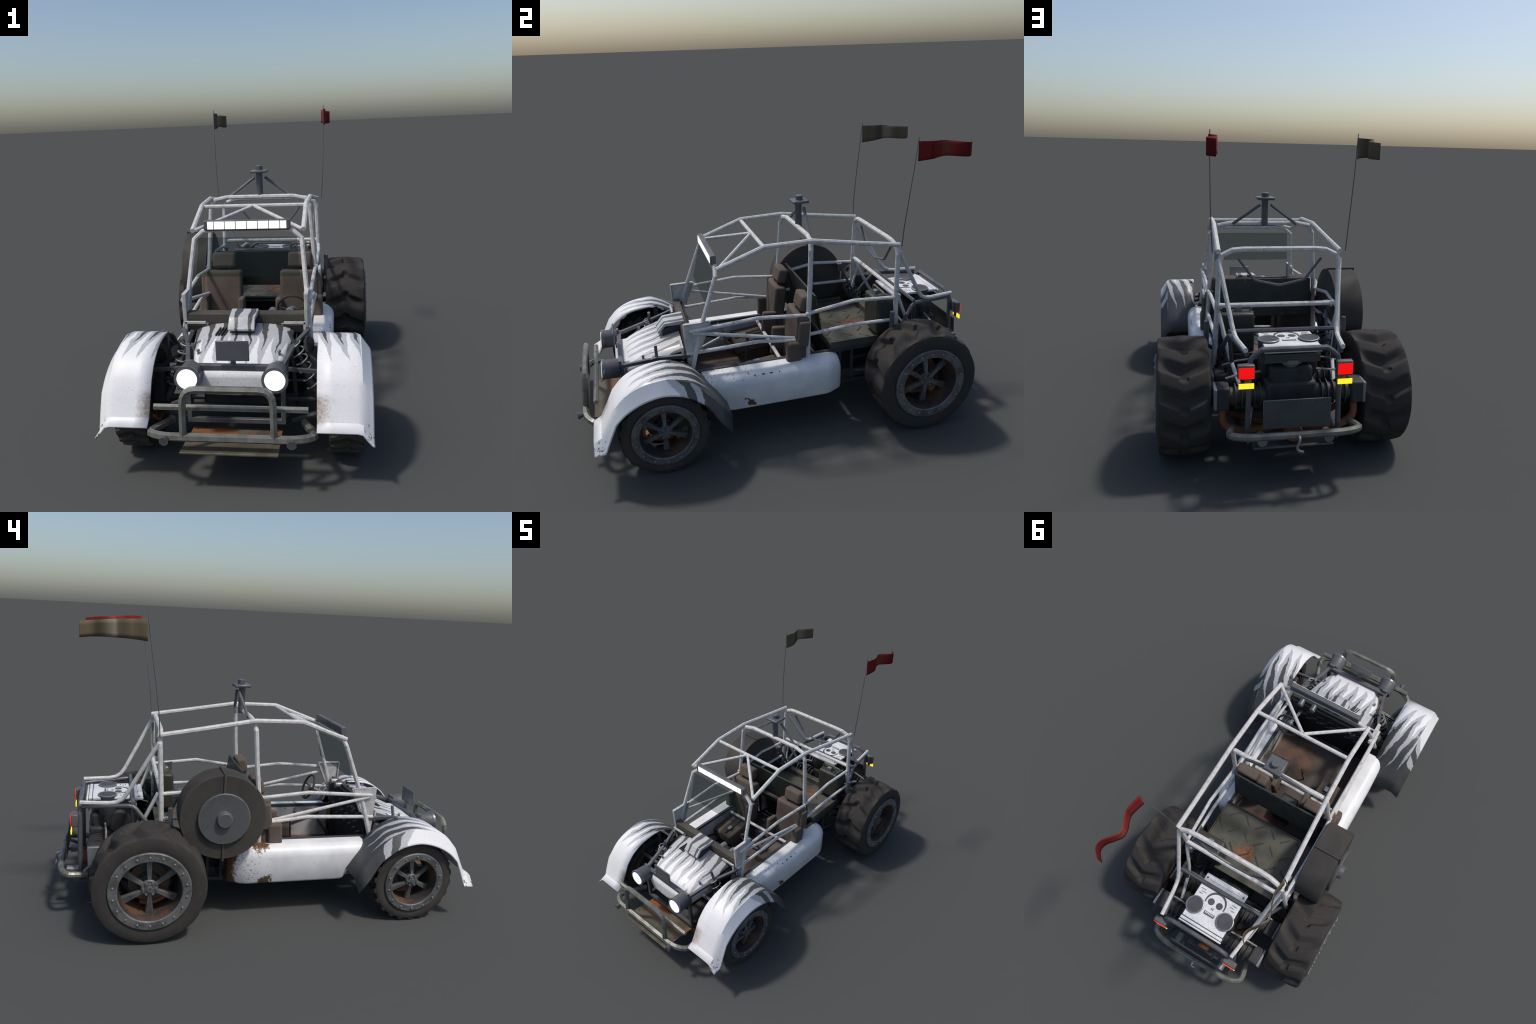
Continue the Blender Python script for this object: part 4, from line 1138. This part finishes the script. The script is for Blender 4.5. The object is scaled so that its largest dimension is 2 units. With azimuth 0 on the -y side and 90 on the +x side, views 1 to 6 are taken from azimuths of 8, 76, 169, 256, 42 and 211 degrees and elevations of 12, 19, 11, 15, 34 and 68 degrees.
lid = part("engine_lid", MB().box((0, 0.735, 0.521), (0.224, 0.168, 0.013)), M["lid"], bevel=0.003)
part("lid_strip", MB().box((0, 0.829, 0.522), (0.228, 0.014, 0.012)), M["lid"], lid, bevel=0.003)
part("lid_strip", MB().box((0, 0.843, 0.514), (0.232, 0.009, 0.018)), M["lid"], lid, bevel=0.003)
part("lid_skirt", MB().box((0, 0.836, 0.480), (0.222, 0.006, 0.034)), M["plate_dark"], lid, bevel=0.001, seg=1)
fs = part("lid_front_strip", MB().box((0, 0.612, 0.517), (0.228, 0.042, 0.014)), M["lid"], lid, bevel=0.004)
part("strip_groove", MB().box((0, 0.611, 0.5250), (0.165, 0.009, 0.004)), M["lid"], fs, bevel=0.0012, seg=1)
for s in (1, -1):
    part("strip_screw", MB().lathe([(0.522, 0.006), (0.5262, 0.005)], (s * 0.100, 0.612, 0), "z", 8), M["frame"], fs)
# stencilled skull: cranium ring, eye sockets, nose, teeth
zz = 0.5277
def disc2(mb, cx, cy, rx, ry, n=20, z0=zz - 0.0008, z1=zz + 0.0008):
    poly = [(cx + rx * math.cos(2 * PI * i / n), cy + ry * math.sin(2 * PI * i / n)) for i in range(n)]
    mb.prism(poly, lambda x, y: (x, y, z0), lambda x, y: (x, y, z1))
sk = MB()
disc2(sk, 0.0225, 0.703, 0.0165, 0.0165)
disc2(sk, -0.0225, 0.703, 0.0165, 0.0165)
part("stencil_eye", sk, M["mark"], lid)
arc = MB()
secs = []
for i in range(25):
    a = PI + PI * (i / 24) * 1.16 - 0.25
    w = 0.0054 * (0.45 + 0.55 * math.sin(PI * i / 24))
    r = 0.0505
    secs.append([(r_ * math.cos(a), 0.703 + r_ * math.sin(a) * 0.98, z_) for r_, z_ in ((r - w, zz - 0.0008), (r + w, zz - 0.0008), (r + w, zz + 0.0008), (r - w, zz + 0.0008))])
arc.loft(secs)
part("stencil_cranium", arc, M["mark"], lid)
ns = MB()
for s in (1, -1):
    poly = [(s * 0.002, 0.722), (s * 0.0075, 0.733), (s * 0.0025, 0.737)]
    ns.prism(poly, lambda x, y: (x, y, zz - 0.0008), lambda x, y: (x, y, zz + 0.0008))
part("stencil_nose", ns, M["mark"], lid)
part("stencil_jaw", MB().box((0, 0.7585, zz), (0.056, 0.0165, 0.0014)), M["mark"], lid)
for i in range(6):
    part("stencil_tooth", MB().box((-0.0205 + i * 0.0082, 0.756, zz + 0.0008), (0.0056, 0.009, 0.0012)), M["lid"], lid)
gm = MB()
for s in (1, -1):
    for k, (x, w) in enumerate(((0.085, 0.020), (0.078, 0.016), (0.088, 0.014))):
        gm.box((s * x, 0.668 + k * 0.012, zz), (w * 1.4, 0.0026, 0.0014))
part("stencil_lines", gm, M["mark"], lid)

# tail lights on their posts
for s in (1, -1):
    tl = part("tail_light", MB().box((s * 0.1925, 0.893, 0.457), (0.066, 0.030, 0.056)), M["housing"], bevel=0.005)
    part("brake_lens", MB().box((s * 0.1925, 0.909, 0.4545), (0.0585, 0.004, 0.043)), M["lamp_red"], tl)
    part("turn_lens", MB().box((s * 0.1925, 0.909, 0.404), (0.0585, 0.004, 0.0205)), M["lamp_yellow"], tl)
    part("light_stem", MB().box((s * 0.190, 0.9035, 0.426), (0.018, 0.004, 0.060)), M["rust"], tl)

# number plate, rear bumper, tow hook, rear skid
np_ = part("rear_plate", MB().hexa([(-0.132, 0.936, 0.241), (0.132, 0.936, 0.241), (0.132, 0.943, 0.241), (-0.132, 0.943, 0.241)],
                                   [(-0.132, 0.932, 0.354), (0.132, 0.932, 0.354), (0.132, 0.939, 0.354), (-0.132, 0.939, 0.354)]), M["plate_dark"], bevel=0.0015, seg=1)
for x in (-0.11, -0.055, 0, 0.055, 0.11):
    for z in (0.342, 0.253):
        part("plate_rivet", MB().lathe([(0.936, 0.004), (0.9425 if z > 0.3 else 0.9455, 0.003)], (x, 0, z), "y", 8), M["plate_dark"], np_)
part("plate_bracket", MB().box((0.08, 0.91, 0.27), (0.012, 0.06, 0.012)).box((-0.08, 0.91, 0.27), (0.012, 0.06, 0.012)), M["frame_dark"], np_)
rbp = fillet([(-0.236, 0.845, 0.207), (-0.262, 0.935, 0.219), (-0.19, 0.962, 0.221), (0.19, 0.962, 0.221), (0.262, 0.935, 0.219), (0.236, 0.845, 0.207)], 0.04, 3)
rb = part("rear_bumper", MB().tube(rbp, 0.0145, 8), M["bumper"])
hook = fillet([(0, 0.968, 0.222), (-0.002, 0.990, 0.222), (0.001, 0.995, 0.205), (0.010, 0.992, 0.185), (0.004, 0.997, 0.172), (-0.014, 0.994, 0.167)], 0.012, 3)
part("tow_hook", MB().tube(hook, 0.0058, 8), M["alloy"], rb, smooth=50)
part("rear_skid_plate", MB().hexa([(-0.155, 0.78, 0.136), (0.155, 0.78, 0.136), (0.160, 0.905, 0.140), (-0.160, 0.905, 0.140)],
                                  [(-0.155, 0.78, 0.143), (0.155, 0.78, 0.143), (0.160, 0.905, 0.148), (-0.160, 0.905, 0.148)]), M["frame"], rb, bevel=0.0015, seg=1)
part("bumper_stay", MB().tube([(-0.175, 0.875, 0.185), (-0.19, 0.955, 0.215)], 0.008, 6).tube([(0.175, 0.875, 0.185), (0.19, 0.955, 0.215)], 0.008, 6), M["frame_dark"], rb)
